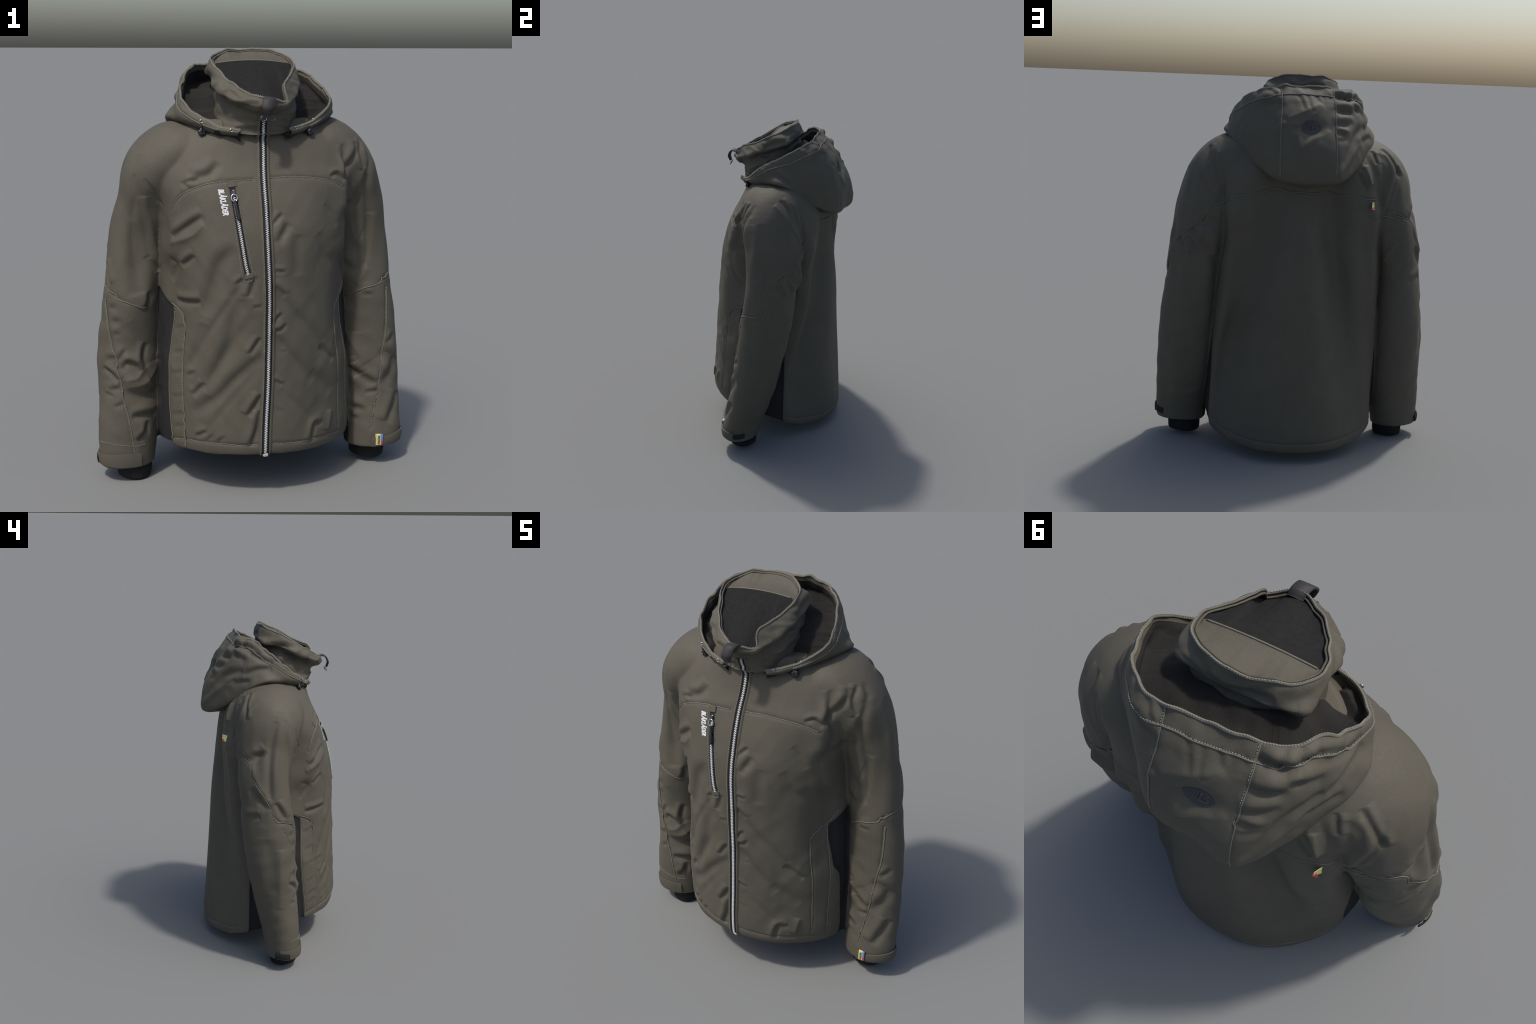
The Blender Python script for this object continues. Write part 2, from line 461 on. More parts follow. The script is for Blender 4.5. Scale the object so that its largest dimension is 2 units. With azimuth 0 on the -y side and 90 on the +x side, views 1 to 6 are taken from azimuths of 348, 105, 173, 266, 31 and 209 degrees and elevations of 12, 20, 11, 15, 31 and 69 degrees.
fold(0.014, -0.0060, (.032, -.395, .984), (.073, -.394, .947))
fold(0.029, -0.0070, (.266, -.315, 1.175), (.297, -.297, 1.089), (.350, -.242, 1.057))
fold(0.034, -0.0050, (.124, -.367, 1.168), (.122, -.379, 1.057))
# lower front and lower sleeve, wearer right
fold(0.015, -0.0110, (-.521, -.083, .653), (-.532, -.091, .601), (-.523, -.087, .562))
fold(0.013, -0.0090, (-.636, -.110, .608), (-.617, -.111, .638))
fold(0.015, -0.0120, (-.623, -.114, .559), (-.596, -.112, .585), (-.566, -.106, .571), (-.548, -.100, .550))
fold(0.018, 0.0070, (-.610, -.116, .497), (-.556, -.105, .508), (-.530, -.091, .539))
fold(0.015, -0.0080, (-.684, -.088, .603), (-.670, -.098, .607))
fold(0.013, -0.0090, (-.705, -.072, .551), (-.678, -.098, .533), (-.650, -.112, .505))
fold(0.014, -0.0110, (-.686, -.100, .454), (-.652, -.114, .462))
fold(0.011, -0.0060, (-.704, -.088, .432), (-.681, -.105, .427))
fold(0.012, -0.0060, (-.660, -.118, .377), (-.637, -.122, .386))
fold(0.030, -0.0180, (-.594, -.117, .444), (-.514, -.085, .423), (-.461, -.037, .439))
fold(0.021, 0.0110, (-.587, -.115, .464), (-.519, -.087, .480), (-.448, -.047, .550))
fold(0.018, -0.0110, (-.573, -.119, .327), (-.530, -.099, .328), (-.491, -.066, .318))
fold(0.015, -0.0100, (-.558, -.118, .210), (-.532, -.102, .240), (-.525, -.097, .276))
fold(0.015, -0.0060, (-.670, -.074, .843), (-.661, -.082, .845))
fold(0.015, -0.0050, (-.655, -.094, .781), (-.647, -.098, .782))
fold(0.013, -0.0040, (-.652, -.100, .722), (-.643, -.103, .723))
fold(0.042, -0.0080, (-.550, -.098, .727), (-.508, -.073, .668))
fold(0.012, -0.0012, (-.388, -.194, .764), (-.359, -.237, .780))
fold(0.012, -0.0012, (-.390, -.199, .651), (-.361, -.241, .667))
fold(0.012, -0.0012, (-.393, -.205, .556), (-.363, -.246, .572))
fold(0.012, -0.0012, (-.395, -.213, .445), (-.365, -.253, .462))
fold(0.012, -0.0012, (-.398, -.220, .361), (-.367, -.259, .378))
fold(0.012, -0.0012, (-.399, -.223, .303), (-.369, -.262, .321))
fold(0.026, -0.0110, (-.286, -.310, .786), (-.308, -.295, .700), (-.329, -.280, .624))
fold(0.031, -0.0100, (-.144, -.381, .902), (-.177, -.373, .756), (-.221, -.357, .637), (-.270, -.334, .531))
fold(0.029, -0.0130, (-.044, -.406, .670), (-.103, -.399, .619), (-.169, -.383, .553), (-.223, -.363, .490), (-.313, -.309, .416))
fold(0.014, -0.0080, (-.317, -.301, .486), (-.285, -.323, .528))
fold(0.012, -0.0050, (-.336, -.277, .567), (-.320, -.291, .580))
fold(0.012, -0.0080, (-.046, -.403, .746), (-.080, -.401, .694))
fold(0.015, -0.0090, (-.045, -.413, .482), (-.088, -.411, .412))
fold(0.015, -0.0070, (-.048, -.416, .405), (-.060, -.420, .329), (-.083, -.418, .266))
fold(0.010, -0.0060, (-.059, -.397, .896), (-.039, -.399, .898))
fold(0.011, -0.0050, (-.311, -.320, .288), (-.279, -.343, .310))
fold(0.011, -0.0050, (-.269, -.350, .276), (-.253, -.359, .293))
fold(0.011, -0.0040, (-.221, -.376, .276), (-.205, -.383, .290))
# lower front and lower sleeve, wearer left
fold(0.026, -0.0100, (.032, -.397, .954), (.085, -.394, .910), (.141, -.384, .846), (.234, -.349, .735), (.286, -.320, .656))
fold(0.015, -0.0060, (.263, -.335, .675), (.318, -.298, .610))
fold(0.010, -0.0060, (.026, -.402, .834), (.055, -.400, .855))
fold(0.011, -0.0070, (.026, -.404, .785), (.055, -.402, .789), (.073, -.399, .804))
fold(0.026, -0.0070, (.032, -.404, .759), (.073, -.402, .720), (.128, -.394, .642), (.207, -.371, .551))
fold(0.007, -0.0050, (.068, -.404, .685), (.078, -.402, .683))
fold(0.009, -0.0050, (.025, -.412, .560), (.055, -.410, .540))
fold(0.012, -0.0012, (.031, -.417, .429), (.054, -.416, .415))
fold(0.035, -0.0070, (.235, -.358, .550), (.293, -.326, .485))
fold(0.014, -0.0070, (.201, -.386, .255), (.220, -.378, .319), (.256, -.360, .321))
fold(0.014, 0.0060, (.309, -.324, .346), (.294, -.336, .283))
fold(0.022, -0.0170, (.482, .005, .514), (.521, -.061, .467), (.583, -.117, .416))
fold(0.038, -0.0090, (.490, -.017, .428), (.521, -.068, .390))
fold(0.032, 0.0090, (.507, -.034, .624), (.546, -.081, .525))
fold(0.013, -0.0060, (.566, -.112, .363), (.599, -.131, .370))
fold(0.018, -0.0100, (.512, -.065, .277), (.530, -.090, .283), (.549, -.111, .277))
fold(0.013, -0.0070, (.511, -.070, .231), (.529, -.098, .227))
fold(0.016, -0.0080, (.667, -.121, .610), (.701, -.108, .634))
fold(0.028, -0.0110, (.647, -.126, .558), (.703, -.120, .533))
fold(0.029, -0.0070, (.635, -.137, .419), (.706, -.122, .507))
fold(0.022, -0.0080, (.654, -.173, .233), (.711, -.143, .336))
fold(0.012, -0.0060, (.553, -.073, .848), (.575, -.086, .847))
# outer sleeve, wearer right
fold(0.025, -0.0120, (-.579, .004, 1.500), (-.604, .016, 1.427), (-.619, .033, 1.329), (-.638, .045, 1.221), (-.660, .043, 1.113), (-.676, .043, 1.014))
fold(0.028, -0.0140, (-.561, -.025, 1.524), (-.590, -.040, 1.457), (-.604, -.056, 1.370), (-.608, -.085, 1.268), (-.610, -.091, 1.212))
fold(0.025, -0.0100, (-.534, -.092, 1.518), (-.562, -.110, 1.427), (-.559, -.126, 1.341), (-.580, -.116, 1.261))
fold(0.022, -0.0090, (-.601, .103, 1.332), (-.606, .115, 1.282), (-.606, .131, 1.242))
fold(0.012, -0.0080, (-.414, .147, 1.615), (-.461, .167, 1.562), (-.500, .174, 1.502))
fold(0.011, -0.0060, (-.354, .188, 1.604), (-.371, .211, 1.561))
fold(0.017, -0.0120, (-.500, .174, 1.502), (-.490, .207, 1.432), (-.465, .233, 1.352), (-.340, .266, 1.263))
fold(0.017, -0.0060, (-.676, .008, 1.025), (-.675, -.038, .955))
fold(0.022, -0.0070, (-.624, .148, 1.104), (-.648, .116, 1.064), (-.669, .079, 1.013))
fold(0.017, -0.0050, (-.601, .190, .941), (-.654, .127, .957))
fold(0.047, -0.0060, (-.706, .036, .773), (-.718, .029, .650), (-.722, .028, .537))
fold(0.027, 0.0060, (-.713, -.004, .732), (-.724, -.005, .580), (-.731, -.006, .425))
# outer sleeve, wearer left
fold(0.017, -0.0100, (.482, -.124, 1.578), (.475, -.150, 1.537), (.397, -.196, 1.436))
fold(0.017, -0.0080, (.534, -.061, 1.581), (.558, -.071, 1.545))
fold(0.034, -0.0080, (.610, .016, 1.469), (.640, .028, 1.312), (.662, .030, 1.199))
fold(0.015, -0.0120, (.433, .191, 1.571), (.424, .221, 1.488), (.413, .236, 1.401), (.447, .247, 1.321))
fold(0.014, 0.0050, (.518, .088, 1.591), (.521, .155, 1.516), (.492, .210, 1.429), (.457, .239, 1.361))
fold(0.014, -0.0050, (.478, .118, 1.613), (.483, .168, 1.554))
fold(0.020, -0.0120, (.583, .194, 1.148), (.549, .223, 1.083))
fold(0.017, 0.0080, (.507, .238, 1.218), (.528, .234, 1.145))
fold(0.017, -0.0060, (.625, .146, 1.139), (.602, .183, 1.073))
fold(0.023, -0.0060, (.651, .069, 1.200), (.668, .069, 1.115))
# back of sleeves and armholes
fold(0.022, -0.0160, (.532, .226, 1.207), (.511, .241, 1.160), (.480, .240, 1.096), (.442, .198, 1.028))
fold(0.020, -0.0080, (.565, .203, 1.192), (.520, .237, 1.119))
fold(0.017, 0.0080, (.512, .238, 1.199), (.465, .232, 1.074))
fold(0.029, -0.0080, (.494, .240, 1.259), (.436, .250, 1.242))
fold(0.011, -0.0100, (.456, .171, 1.581), (.451, .213, 1.487), (.438, .227, 1.436))
fold(0.015, 0.0060, (.613, .159, 1.154), (.597, .188, 1.079))
fold(0.020, -0.0140, (-.392, .191, 1.584), (-.416, .219, 1.502), (-.404, .233, 1.389), (-.408, .236, 1.324))
fold(0.015, -0.0140, (-.492, .168, 1.524), (-.472, .214, 1.439), (-.451, .234, 1.365), (-.424, .239, 1.290))
fold(0.010, 0.0060, (-.295, .256, 1.537), (-.327, .270, 1.456))
fold(0.011, -0.0050, (-.274, .271, 1.504), (-.312, .276, 1.442))
fold(0.021, -0.0090, (-.606, .094, 1.325), (-.583, .156, 1.281))
fold(0.025, -0.0140, (-.416, .228, 1.217), (-.461, .241, 1.261))
fold(0.015, 0.0050, (-.442, .200, 1.049), (-.495, .237, 1.139))
fold(0.020, -0.0100, (-.500, .220, .971), (-.548, .219, 1.024))
fold(0.020, -0.0120, (-.406, .181, 1.588), (-.429, .189, 1.560), (-.440, .211, 1.500), (-.430, .234, 1.380))
fold(0.013, -0.0140, (-.477, .141, 1.573), (-.485, .160, 1.545), (-.488, .177, 1.515), (-.479, .201, 1.473), (-.447, .236, 1.353))
fold(0.012, -0.0080, (-.455, .148, 1.585), (-.457, .164, 1.569))
fold(0.019, -0.0140, (-.588, .010, 1.478), (-.612, .042, 1.365), (-.640, .054, 1.201), (-.666, .052, 1.074))
fold(0.017, -0.0100, (-.607, .098, 1.313), (-.591, .135, 1.307))
fold(0.010, 0.0060, (-.308, .252, 1.537), (-.328, .269, 1.460))


# long fine tension creases running down and outwards from the zip
for sgn_, zs in ((-1, (1.06, .84, .60)), (1, (1.12, .93, .72, .50))):
    for z_ in zs:
        x1, ln_ = .045 + .05 * rng.random(), .16 + .14 * rng.random()
        sl_ = .95 + .5 * rng.random()
        body.fold(.014 + .012 * rng.random(), -.0016 - .0012 * rng.random(), *[(sgn_ * (x1 + ln_ * t), -.40 + .25 * (x1 + ln_ * t) ** 2 * 2, z_ - ln_ * sl_ * t - .03 * t * t) for t in (0, .33, .66, 1.)])
# broad unevenness of the cloth
amp = np.empty(len(BV))
for i, p in enumerate(BV):
    x, y, z = p
    a = mnoise.noise((x * 7, y * 7, z * 3.2)) * .004
    slv = min(sr[i], sl[i]) - td[i] < 0
    if slv:
        if z > .9:      # long hanging folds of the upper sleeve
            a += (mnoise.noise((x * 15 + 2, y * 15, z * 2.6)) - .15) * .009 * min(1, max(0, (1.56 - z) / .12))
        else:           # crinkles of the forearm
            k = min(1, (.95 - z) / .12) * (1 if z > .22 else max(.25, (z - .12) / .1))
            a += mnoise.noise((x * 9, y * 9 + z * 5, z * 15 + x * 8)) * .0045 * k
    elif y < -.05:      # diagonal drape of the fronts, running down and outwards from the zip
        u = abs(x) * .62 + z * .78; v = abs(x) * .78 - z * .62
        h = mnoise.noise((v * 13 + (4 if x < 0 else 9), u * 2.6, 1.5 + np.sign(x)))
        a += (abs(h) * -1. + .25) * .005 * min(1, abs(x - .0) / .07) * min(1, max(.15, (1.42 - z) / .2)) * min(1, max(.2, (z - .24) / .12))
    elif y > .1:
        a = a * .5 + mnoise.noise((x * 8 + 7, 1, z * 1.3)) * .006
    amp[i] = a + mnoise.noise((x * 21 + 5, y * 21, z * 13)) * .0012
def relax(d, n):
    e = np.concatenate([BF[:, [0, 1]], BF[:, [1, 2]], BF[:, [2, 0]]])
    cnt = np.bincount(e[:, 0], minlength=len(BV)) + 1.
    for _ in range(n):
        d = (d + np.bincount(e[:, 0], d[e[:, 1]], minlength=len(BV))) / cnt
    return d
body.d += relax(amp, 4)

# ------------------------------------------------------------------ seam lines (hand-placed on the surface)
seam_yoke_front_right = [(-.387, -.195, 1.276), (-.380, -.206, 1.317), (-.372, -.216, 1.353), (-.341, -.238, 1.383), (-.288, -.258, 1.410), (-.233, -.268, 1.426), (-.178, -.275, 1.434), (-.128, -.279, 1.437), (-.049, -.281, 1.440)]
seam_yoke_front_left = [(.034, -.279, 1.446), (.115, -.276, 1.448), (.192, -.271, 1.444), (.266, -.260, 1.434), (.331, -.243, 1.416), (.381, -.216, 1.390)]
seam_yoke_back = [(.431, .246, 1.339), (.386, .253, 1.364), (.325, .283, 1.384), (.234, .289, 1.404), (.154, .307, 1.420), (.039, .324, 1.415), (-.063, .324, 1.408), (-.191, .297, 1.400), (-.268, .285, 1.387), (-.352, .268, 1.375), (-.386, .244, 1.368)]
seam_elbow_left = [(.500, -.019, .833), (.533, -.056, .860), (.608, -.099, .892), (.660, -.094, .926), (.698, .040, .949), (.682, .069, 1.027), (.667, .087, 1.080), (.648, .111, 1.125), (.614, .154, 1.167), (.576, .191, 1.200), (.526, .224, 1.241), (.496, .236, 1.288), (.447, .247, 1.321)]
seam_forearm_left = [(.664, -.096, .870), (.658, -.112, .702), (.638, -.122, .584), (.620, -.129, .457), (.605, -.135, .355), (.585, -.144, .247), (.574, -.153, .185), (.561, -.156, .118)]
seam_elbow_right = [(-.504, -.070, .828), (-.565, -.104, .854), (-.622, -.103, .878), (-.659, -.077, .900), (-.686, -.008, .920), (-.687, .018, .928), (-.672, .062, 1.019), (-.647, .105, 1.098), (-.604, .158, 1.179), (-.595, .155, 1.228), (-.571, .178, 1.262), (-.528, .214, 1.280), (-.477, .237, 1.294)]
seam_forearm_right = [(-.689, -.028, .869), (-.677, -.084, .719), (-.648, -.109, .566), (-.624, -.120, .431), (-.598, -.127, .300), (-.581, -.128, .178), (-.571, -.125, .086)]
seam_armband_right = [(-.438, .240, 1.316), (-.486, .233, 1.306), (-.537, .207, 1.283)]
seam_armband_right_low = [(-.406, .233, 1.279), (-.434, .241, 1.288), (-.516, .224, 1.265)]
seam_pocket_right = [(-.404, -.154, .862), (-.388, -.188, .849), (-.356, -.240, .805), (-.358, -.244, .663), (-.363, -.256, .461), (-.361, -.271, .313), (-.357, -.271, .213)]
seam_pocket_edge_right = [(-.398, -.170, .830), (-.408, -.161, .677), (-.415, -.172, .496), (-.418, -.190, .316), (-.411, -.202, .232)]
seam_pocket_left = [(.421, -.098, .917), (.403, -.160, .864), (.352, -.250, .792), (.358, -.262, .563), (.358, -.278, .247)]
seam_pocket_edge_left = [(.404, -.160, .857), (.412, -.177, .602), (.413, -.205, .380), (.404, -.216, .226)]
seam_hem_right = [(-.410, -.204, .233), (-.357, -.277, .251), (-.279, -.343, .258), (-.205, -.383, .259), (-.123, -.410, .257), (-.046, -.422, .262), (-.034, -.423, .261)]
seam_hem_left = [(.009, -.424, .264), (.116, -.412, .254), (.208, -.382, .250), (.296, -.332, .243), (.375, -.256, .228)]
seam_zip = [(.011, -.212, 1.666), (.013, -.225, 1.575), (.004, -.281, 1.440), (.002, -.337, 1.302), (.001, -.377, 1.165), (.004, -.393, 1.023), (.004, -.401, .878), (.000, -.408, .655), (-.005, -.414, .505), (-.013, -.422, .354), (-.016, -.418, .220)]
seam_pocket_zip = [(-.140, -.284, 1.423), (-.131, -.318, 1.338), (-.116, -.358, 1.216), (-.099, -.381, 1.090), (-.087, -.387, 1.034)]
seam_pocket_frame = [(-.167, -.276, 1.434), (-.159, -.305, 1.365), (-.143, -.338, 1.269), (-.127, -.370, 1.146), (-.108, -.384, 1.020), (-.068, -.390, 1.029), (-.091, -.371, 1.173), (-.111, -.331, 1.306), (-.130, -.279, 1.436)]
seam_letters = [(-.189, -.288, 1.397), (-.173, -.328, 1.286)]
seam_cuff_right = [(-.734, -.073, .194), (-.678, -.129, .194), (-.578, -.127, .178), (-.534, -.103, .176)]
seam_cuff_left = [(.506, -.070, .168), (.577, -.153, .190)]
seam_label_cuff = [(.595, -.171, .161), (.592, -.175, .111)]
SEAMS_DOUBLE = [seam_yoke_front_right, seam_yoke_front_left, seam_yoke_back, seam_elbow_left, seam_forearm_left,
                seam_elbow_right, seam_forearm_right, seam_armband_right, seam_armband_right_low, seam_pocket_right, seam_pocket_edge_right,
                seam_pocket_left, seam_pocket_edge_left, seam_hem_right, seam_hem_left]
def dense(pts, step=.008):
    P = np.array(pts, float)
    Q = spline(P, 24 * (len(P) - 1)) if len(P) > 2 else np.linspace(P[0], P[-1], 60)
    s = np.r_[0, np.cumsum(np.linalg.norm(np.diff(Q, axis=0), axis=1))]
    t = np.linspace(0, s[-1], max(3, int(s[-1] / step)))
    return np.stack([np.interp(t, s, Q[:, k]) for k in range(3)], 1)

def hem_line(back=True, off=.05):
    th = np.radians(np.linspace(22, 158, 60))
    rows = spline(TORSO, 90); x, y = torso_section(rows[8], th)
    return np.stack([x, y, hem_z(th) + off], 1)
body.lean = 0.; body.spread = .62; body.gain = 1.; body.stretch = 0.
for sm in SEAMS_DOUBLE:
    body.fold(.011, -.0046, *[tuple(p) for p in dense(sm, .05)])
    # puffed cloth beside the stitched line
body.fold(.010, -.004, *[tuple(p) for p in hem_line()[::4]])

# ------------------------------------------------------------------ regions of the body
# field values are measured on the smooth base shape; a field is negative inside its region
x0, y0, z0 = BV[:, 0], BV[:, 1], BV[:, 2]
side = np.abs(x0)
f_sleeve_r = np.where(x0 < 0, sr - td, 1.)
f_sleeve_l = np.where(x0 > 0, sl - td, 1.)
f_yoke = np.where(y0 < 0,
    np.interp(x0, [-.42, -.372, -.341, -.288, -.178, -.05, .034, .192, .266, .331, .42], [1.27, 1.353, 1.383, 1.41, 1.434, 1.44, 1.446, 1.444, 1.434, 1.416, 1.36]),
    np.interp(x0, [-.42, -.35, -.19, 0, .154, .234, .325, .43], [1.36, 1.375, 1.40, 1.412, 1.42, 1.404, 1.384, 1.338])) - z0
f_elbow_l = z0 - np.interp(y0, [-.12, -.05, .035, .069, .111, .154, .191, .224, .247], [.88, .92, .945, 1.027, 1.125, 1.167, 1.20, 1.245, 1.32])
f_elbow_r = z0 - np.interp(y0, [-.12, -.06, .018, .062, .105, .158, .178, .214, .237], [.85, .88, .928, 1.019, 1.098, 1.20, 1.262, 1.28, 1.294])
f_cuff = np.where(x0 < 0, z0 - .180, z0 - .186)
ang = np.arctan2(y0, x0)
gus_front = np.where(x0 > 0, np.interp(z0, [.2, .56, .62, .85, .93], [-.150, -.135, -.165, -.155, -.02]), np.interp(z0, [.2, .5, .85, .93], [-.195, -.172, -.158, -.02]))
gus_back = np.interp(z0, [.1, .6, .95, 1.05], [.158, .152, .12, .0])
f_gusset = np.where(side > .25, np.maximum(np.maximum(gus_front - y0, y0 - gus_back), z0 - 1.0), 1.)
f_hem = z0 - (hem_z(ang) + .047)
f_side = y0                       # front against back
f_mid = x0 - np.interp(z0, [.2, .5, 1.0, 1.6], [-.016, -.005, .004, .01])

# the stretch panels sit a little deeper than the cloth round them
g = np.clip(-f_gusset / .01, 0, 1)
on_torso = (f_sleeve_r > 0) & (f_sleeve_l > 0)
body.d -= relax(np.where(on_torso, .009 * g, 0), 3)
BVd = body.result()
BNd = vert_normals(BVd, BF)

def cut(V, N, F, fields, k):
    """split triangles where field k crosses zero so that the border is a clean line"""
    f = fields[:, k].copy(); f[np.abs(f) < 1e-7] = 1e-7
    s = f[F] > 0
    cnt = s.sum(1)
    mix = (cnt == 1) | (cnt == 2)
    Fm, sm = F[mix], s[mix]
    odd = np.where(sm.sum(1, keepdims=True) == 1, sm, ~sm).argmax(1)
    r = np.arange(len(Fm))
    a, b, c = Fm[r, odd], Fm[r, (odd + 1) % 3], Fm[r, (odd + 2) % 3]
    E = np.sort(np.concatenate([np.stack([a, b], 1), np.stack([a, c], 1)]), axis=1)
    U, inv = np.unique(E, axis=0, return_inverse=True); inv = inv.ravel()
    t = (f[U[:, 0]] / (f[U[:, 0]] - f[U[:, 1]]))[:, None]
    nV = V[U[:, 0]] * (1 - t) + V[U[:, 1]] * t
    nN = N[U[:, 0]] * (1 - t) + N[U[:, 1]] * t
    nf = fields[U[:, 0]] * (1 - t) + fields[U[:, 1]] * t
    nf[:, k] = 0
    ab, ac = inv[:len(a)] + len(V), inv[len(a):] + len(V)
    F2 = np.concatenate([F[~mix], np.stack([a, ab, ac], 1), np.stack([ab, b, c], 1), np.stack([ab, c, ac], 1)])
    return np.concatenate([V, nV]), np.concatenate([N, nN]), F2, np.concatenate([fields, nf])

FN = ["sr", "sl", "yoke", "el", "er", "cuff", "gus", "hem", "side", "mid"]
fields = np.stack([f_sleeve_r, f_sleeve_l, f_yoke, f_elbow_l, f_elbow_r, f_cuff, f_gusset, f_hem, f_side, f_mid], 1)
V2, N2, F2 = BVd, BNd, BF
for k in range(len(FN)):
    V2, N2, F2, fields = cut(V2, N2, F2, fields, k)
fc = {n: fields[F2, k].mean(1) < 0 for k, n in enumerate(FN)}
slv_r, slv_l = fc["sr"], fc["sl"] & ~fc["sr"]
trs = ~slv_r & ~slv_l
gus = trs & fc["gus"]
cx = V2[F2][:, :, 0].mean(1)
def region(name, mask, mat, parent):
    F = F2[mask]
    u, inv = np.unique(F, return_inverse=True)
    return make_obj(name, V2[u], inv.reshape(-1, 3), mat, parent=parent, normals=N2[u])
def group(name):
    e = bpy.data.objects.new(name, None); COLL.objects.link(e); e.parent = root
    return e
torso_g = group("torso")
rest = trs & ~gus
region("yoke", rest & fc["yoke"], OLIVE, torso_g)
low = rest & ~fc["yoke"]
region("front_panel", low & ~fc["hem"] & fc["side"] & fc["mid"], OLIVE, torso_g)
region("front_panel", low & ~fc["hem"] & fc["side"] & ~fc["mid"], OLIVE, torso_g)
region("back_panel", low & ~fc["hem"] & ~fc["side"], OLIVE, torso_g)
region("hem_band", low & fc["hem"], OLIVE, torso_g)
region("side_gusset", gus & (cx < 0), GUSSET, torso_g)
region("side_gusset", gus & (cx > 0), GUSSET, torso_g)
sleeve_g = []
for m, e in ((slv_r, "er"), (slv_l, "el")):
    g_ = group("sleeve"); sleeve_g.append(g_)
    region("upper_sleeve", m & ~fc[e], OLIVE, g_)
    region("lower_sleeve", m & fc[e] & ~fc["cuff"], OLIVE, g_)
    region("sleeve_cuff", m & fc[e] & fc["cuff"], OLIVE, g_)

# ------------------------------------------------------------------ rib cuffs
def rib_cuff(cx, cy, rx, ry, z0, z1, parent):
    th = np.linspace(0, 2 * np.pi, 160, endpoint=False)
    prof = [(.80, z1 + .03), (.98, z1 + .02), (1.0, z1 - .01), (1.05, (z0 + z1) / 2), (1.03, z0 + .014), (.95, z0 + .002), (.86, z0), (.80, z0 + .01), (.78, z1)]
    prof = spline(prof, 30)
    V = []
    for k, z in prof:
        rr = k * (1 - .16 * max(0, (z - z0 - .055) / .06)) * (1 + .014 * np.sin(th * 40)) * (1 + .03 * np.sin(3 * th + 9 * z) + .015 * np.sin(5 * th))
        V.append(np.stack([cx + rx * rr * np.cos(th), cy + ry * rr * np.sin(th), np.full(160, z) + .004 * np.sin(2 * th)], 1))
    V = np.concatenate(V); V[:, 2] = np.maximum(V[:, 2], 0)
    return make_obj("rib_cuff", V, grid_faces(30, 160, True), RIB, parent=parent)
rib_cuff(-.572, -.042, .076, .076, 0.0, .10, sleeve_g[0])
rib_cuff(.584, -.070, .082, .078, 0.022, .13, sleeve_g[1])

# ------------------------------------------------------------------ hood
# stations from the right front end, round the back, to the left front end.
# rim, upper, middle, lower fold, tuck under
HOOD = np.array([
    [(-.090, -.236, 1.648), (-.100, -.242, 1.642), (-.102, -.236, 1.632), (-.096, -.226, 1.625), (-.080, -.200, 1.625)],
    [(-.160, -.205, 1.662), (-.172, -.207, 1.652), (-.176, -.200, 1.640), (-.170, -.185, 1.630), (-.140, -.160, 1.630)],
    [(-.245, -.160, 1.695), (-.262, -.157, 1.685), (-.268, -.145, 1.670), (-.260, -.125, 1.655), (-.210, -.100, 1.650)],
    [(-.310, -.085, 1.750), (-.328, -.080, 1.735), (-.342, -.060, 1.702), (-.336, -.030, 1.676), (-.270, -.020, 1.660)],
    [(-.326, -.020, 1.805), (-.336, -.010, 1.790), (-.350, .020, 1.740), (-.380, .055, 1.692), (-.320, .050, 1.660)],
    [(-.298, .050, 1.860), (-.316, .070, 1.835), (-.334, .105, 1.765), (-.366, .140, 1.662), (-.310, .120, 1.630)],
    [(-.266, .100, 1.905), (-.286, .132, 1.870), (-.308, .178, 1.760), (-.318, .215, 1.602), (-.280, .200, 1.590)],
    [(-.210, .165, 1.925), (-.225, .220, 1.870), (-.242, .285, 1.730), (-.236, .330, 1.522), (-.200, .270, 1.520)],
    [(-.130, .203, 1.930), (-.135, .272, 1.855), (-.130, .390, 1.690), (-.131, .430, 1.485), (-.130, .300, 1.470)],
    [(0.000, .215, 1.940), (0.000, .295, 1.860), (0.000, .395, 1.715), (0.000, .412, 1.478), (0.000, .300, 1.460)],
    [(.140, .218, 1.936), (.140, .288, 1.860), (.150, .368, 1.705), (.148, .395, 1.492), (.140, .290, 1.470)],
    [(.240, .190, 1.917), (.250, .230, 1.860), (.256, .268, 1.725), (.240, .298, 1.535), (.205, .260, 1.530)],
    [(.306, .132, 1.884), (.314, .152, 1.850), (.330, .176, 1.750), (.326, .200, 1.612), (.285, .195, 1.590)],
    [(.338, .055, 1.840), (.346, .072, 1.820), (.360, .102, 1.755), (.384, .136, 1.672), (.330, .120, 1.630)],
    [(.364, -.022, 1.805), (.370, -.010, 1.790), (.386, .028, 1.745), (.411, .060, 1.698), (.340, .050, 1.660)],
    [(.360, -.080, 1.760), (.372, -.070, 1.745), (.378, -.050, 1.710), (.370, -.020, 1.680), (.300, -.020, 1.660)],
    [(.285, -.140, 1.695), (.298, -.140, 1.688), (.302, -.125, 1.672), (.290, -.105, 1.655), (.240, -.100, 1.650)],
    [(.195, -.200, 1.664), (.205, -.203, 1.655), (.206, -.195, 1.642), (.195, -.180, 1.632), (.160, -.160, 1.630)],
    [(.130, -.242, 1.652), (.136, -.248, 1.645), (.135, -.242, 1.634), (.125, -.230, 1.626), (.100, -.205, 1.625)],
])
NU, NVO = 340, 96
def build_hood():
    S = spline(HOOD, NU)                        # (NU,5,3)
    outer = np.stack([spline(S[i], NVO) for i in range(NU)])   # (NU,NVO,3)
    return outer
HO = build_hood()

def grid_normals(G):
    du = np.gradient(G, axis=0); dv = np.gradient(G, axis=1)
    n = np.cross(du, dv)
    return n / np.maximum(np.linalg.norm(n, axis=2, keepdims=True), 1e-9)
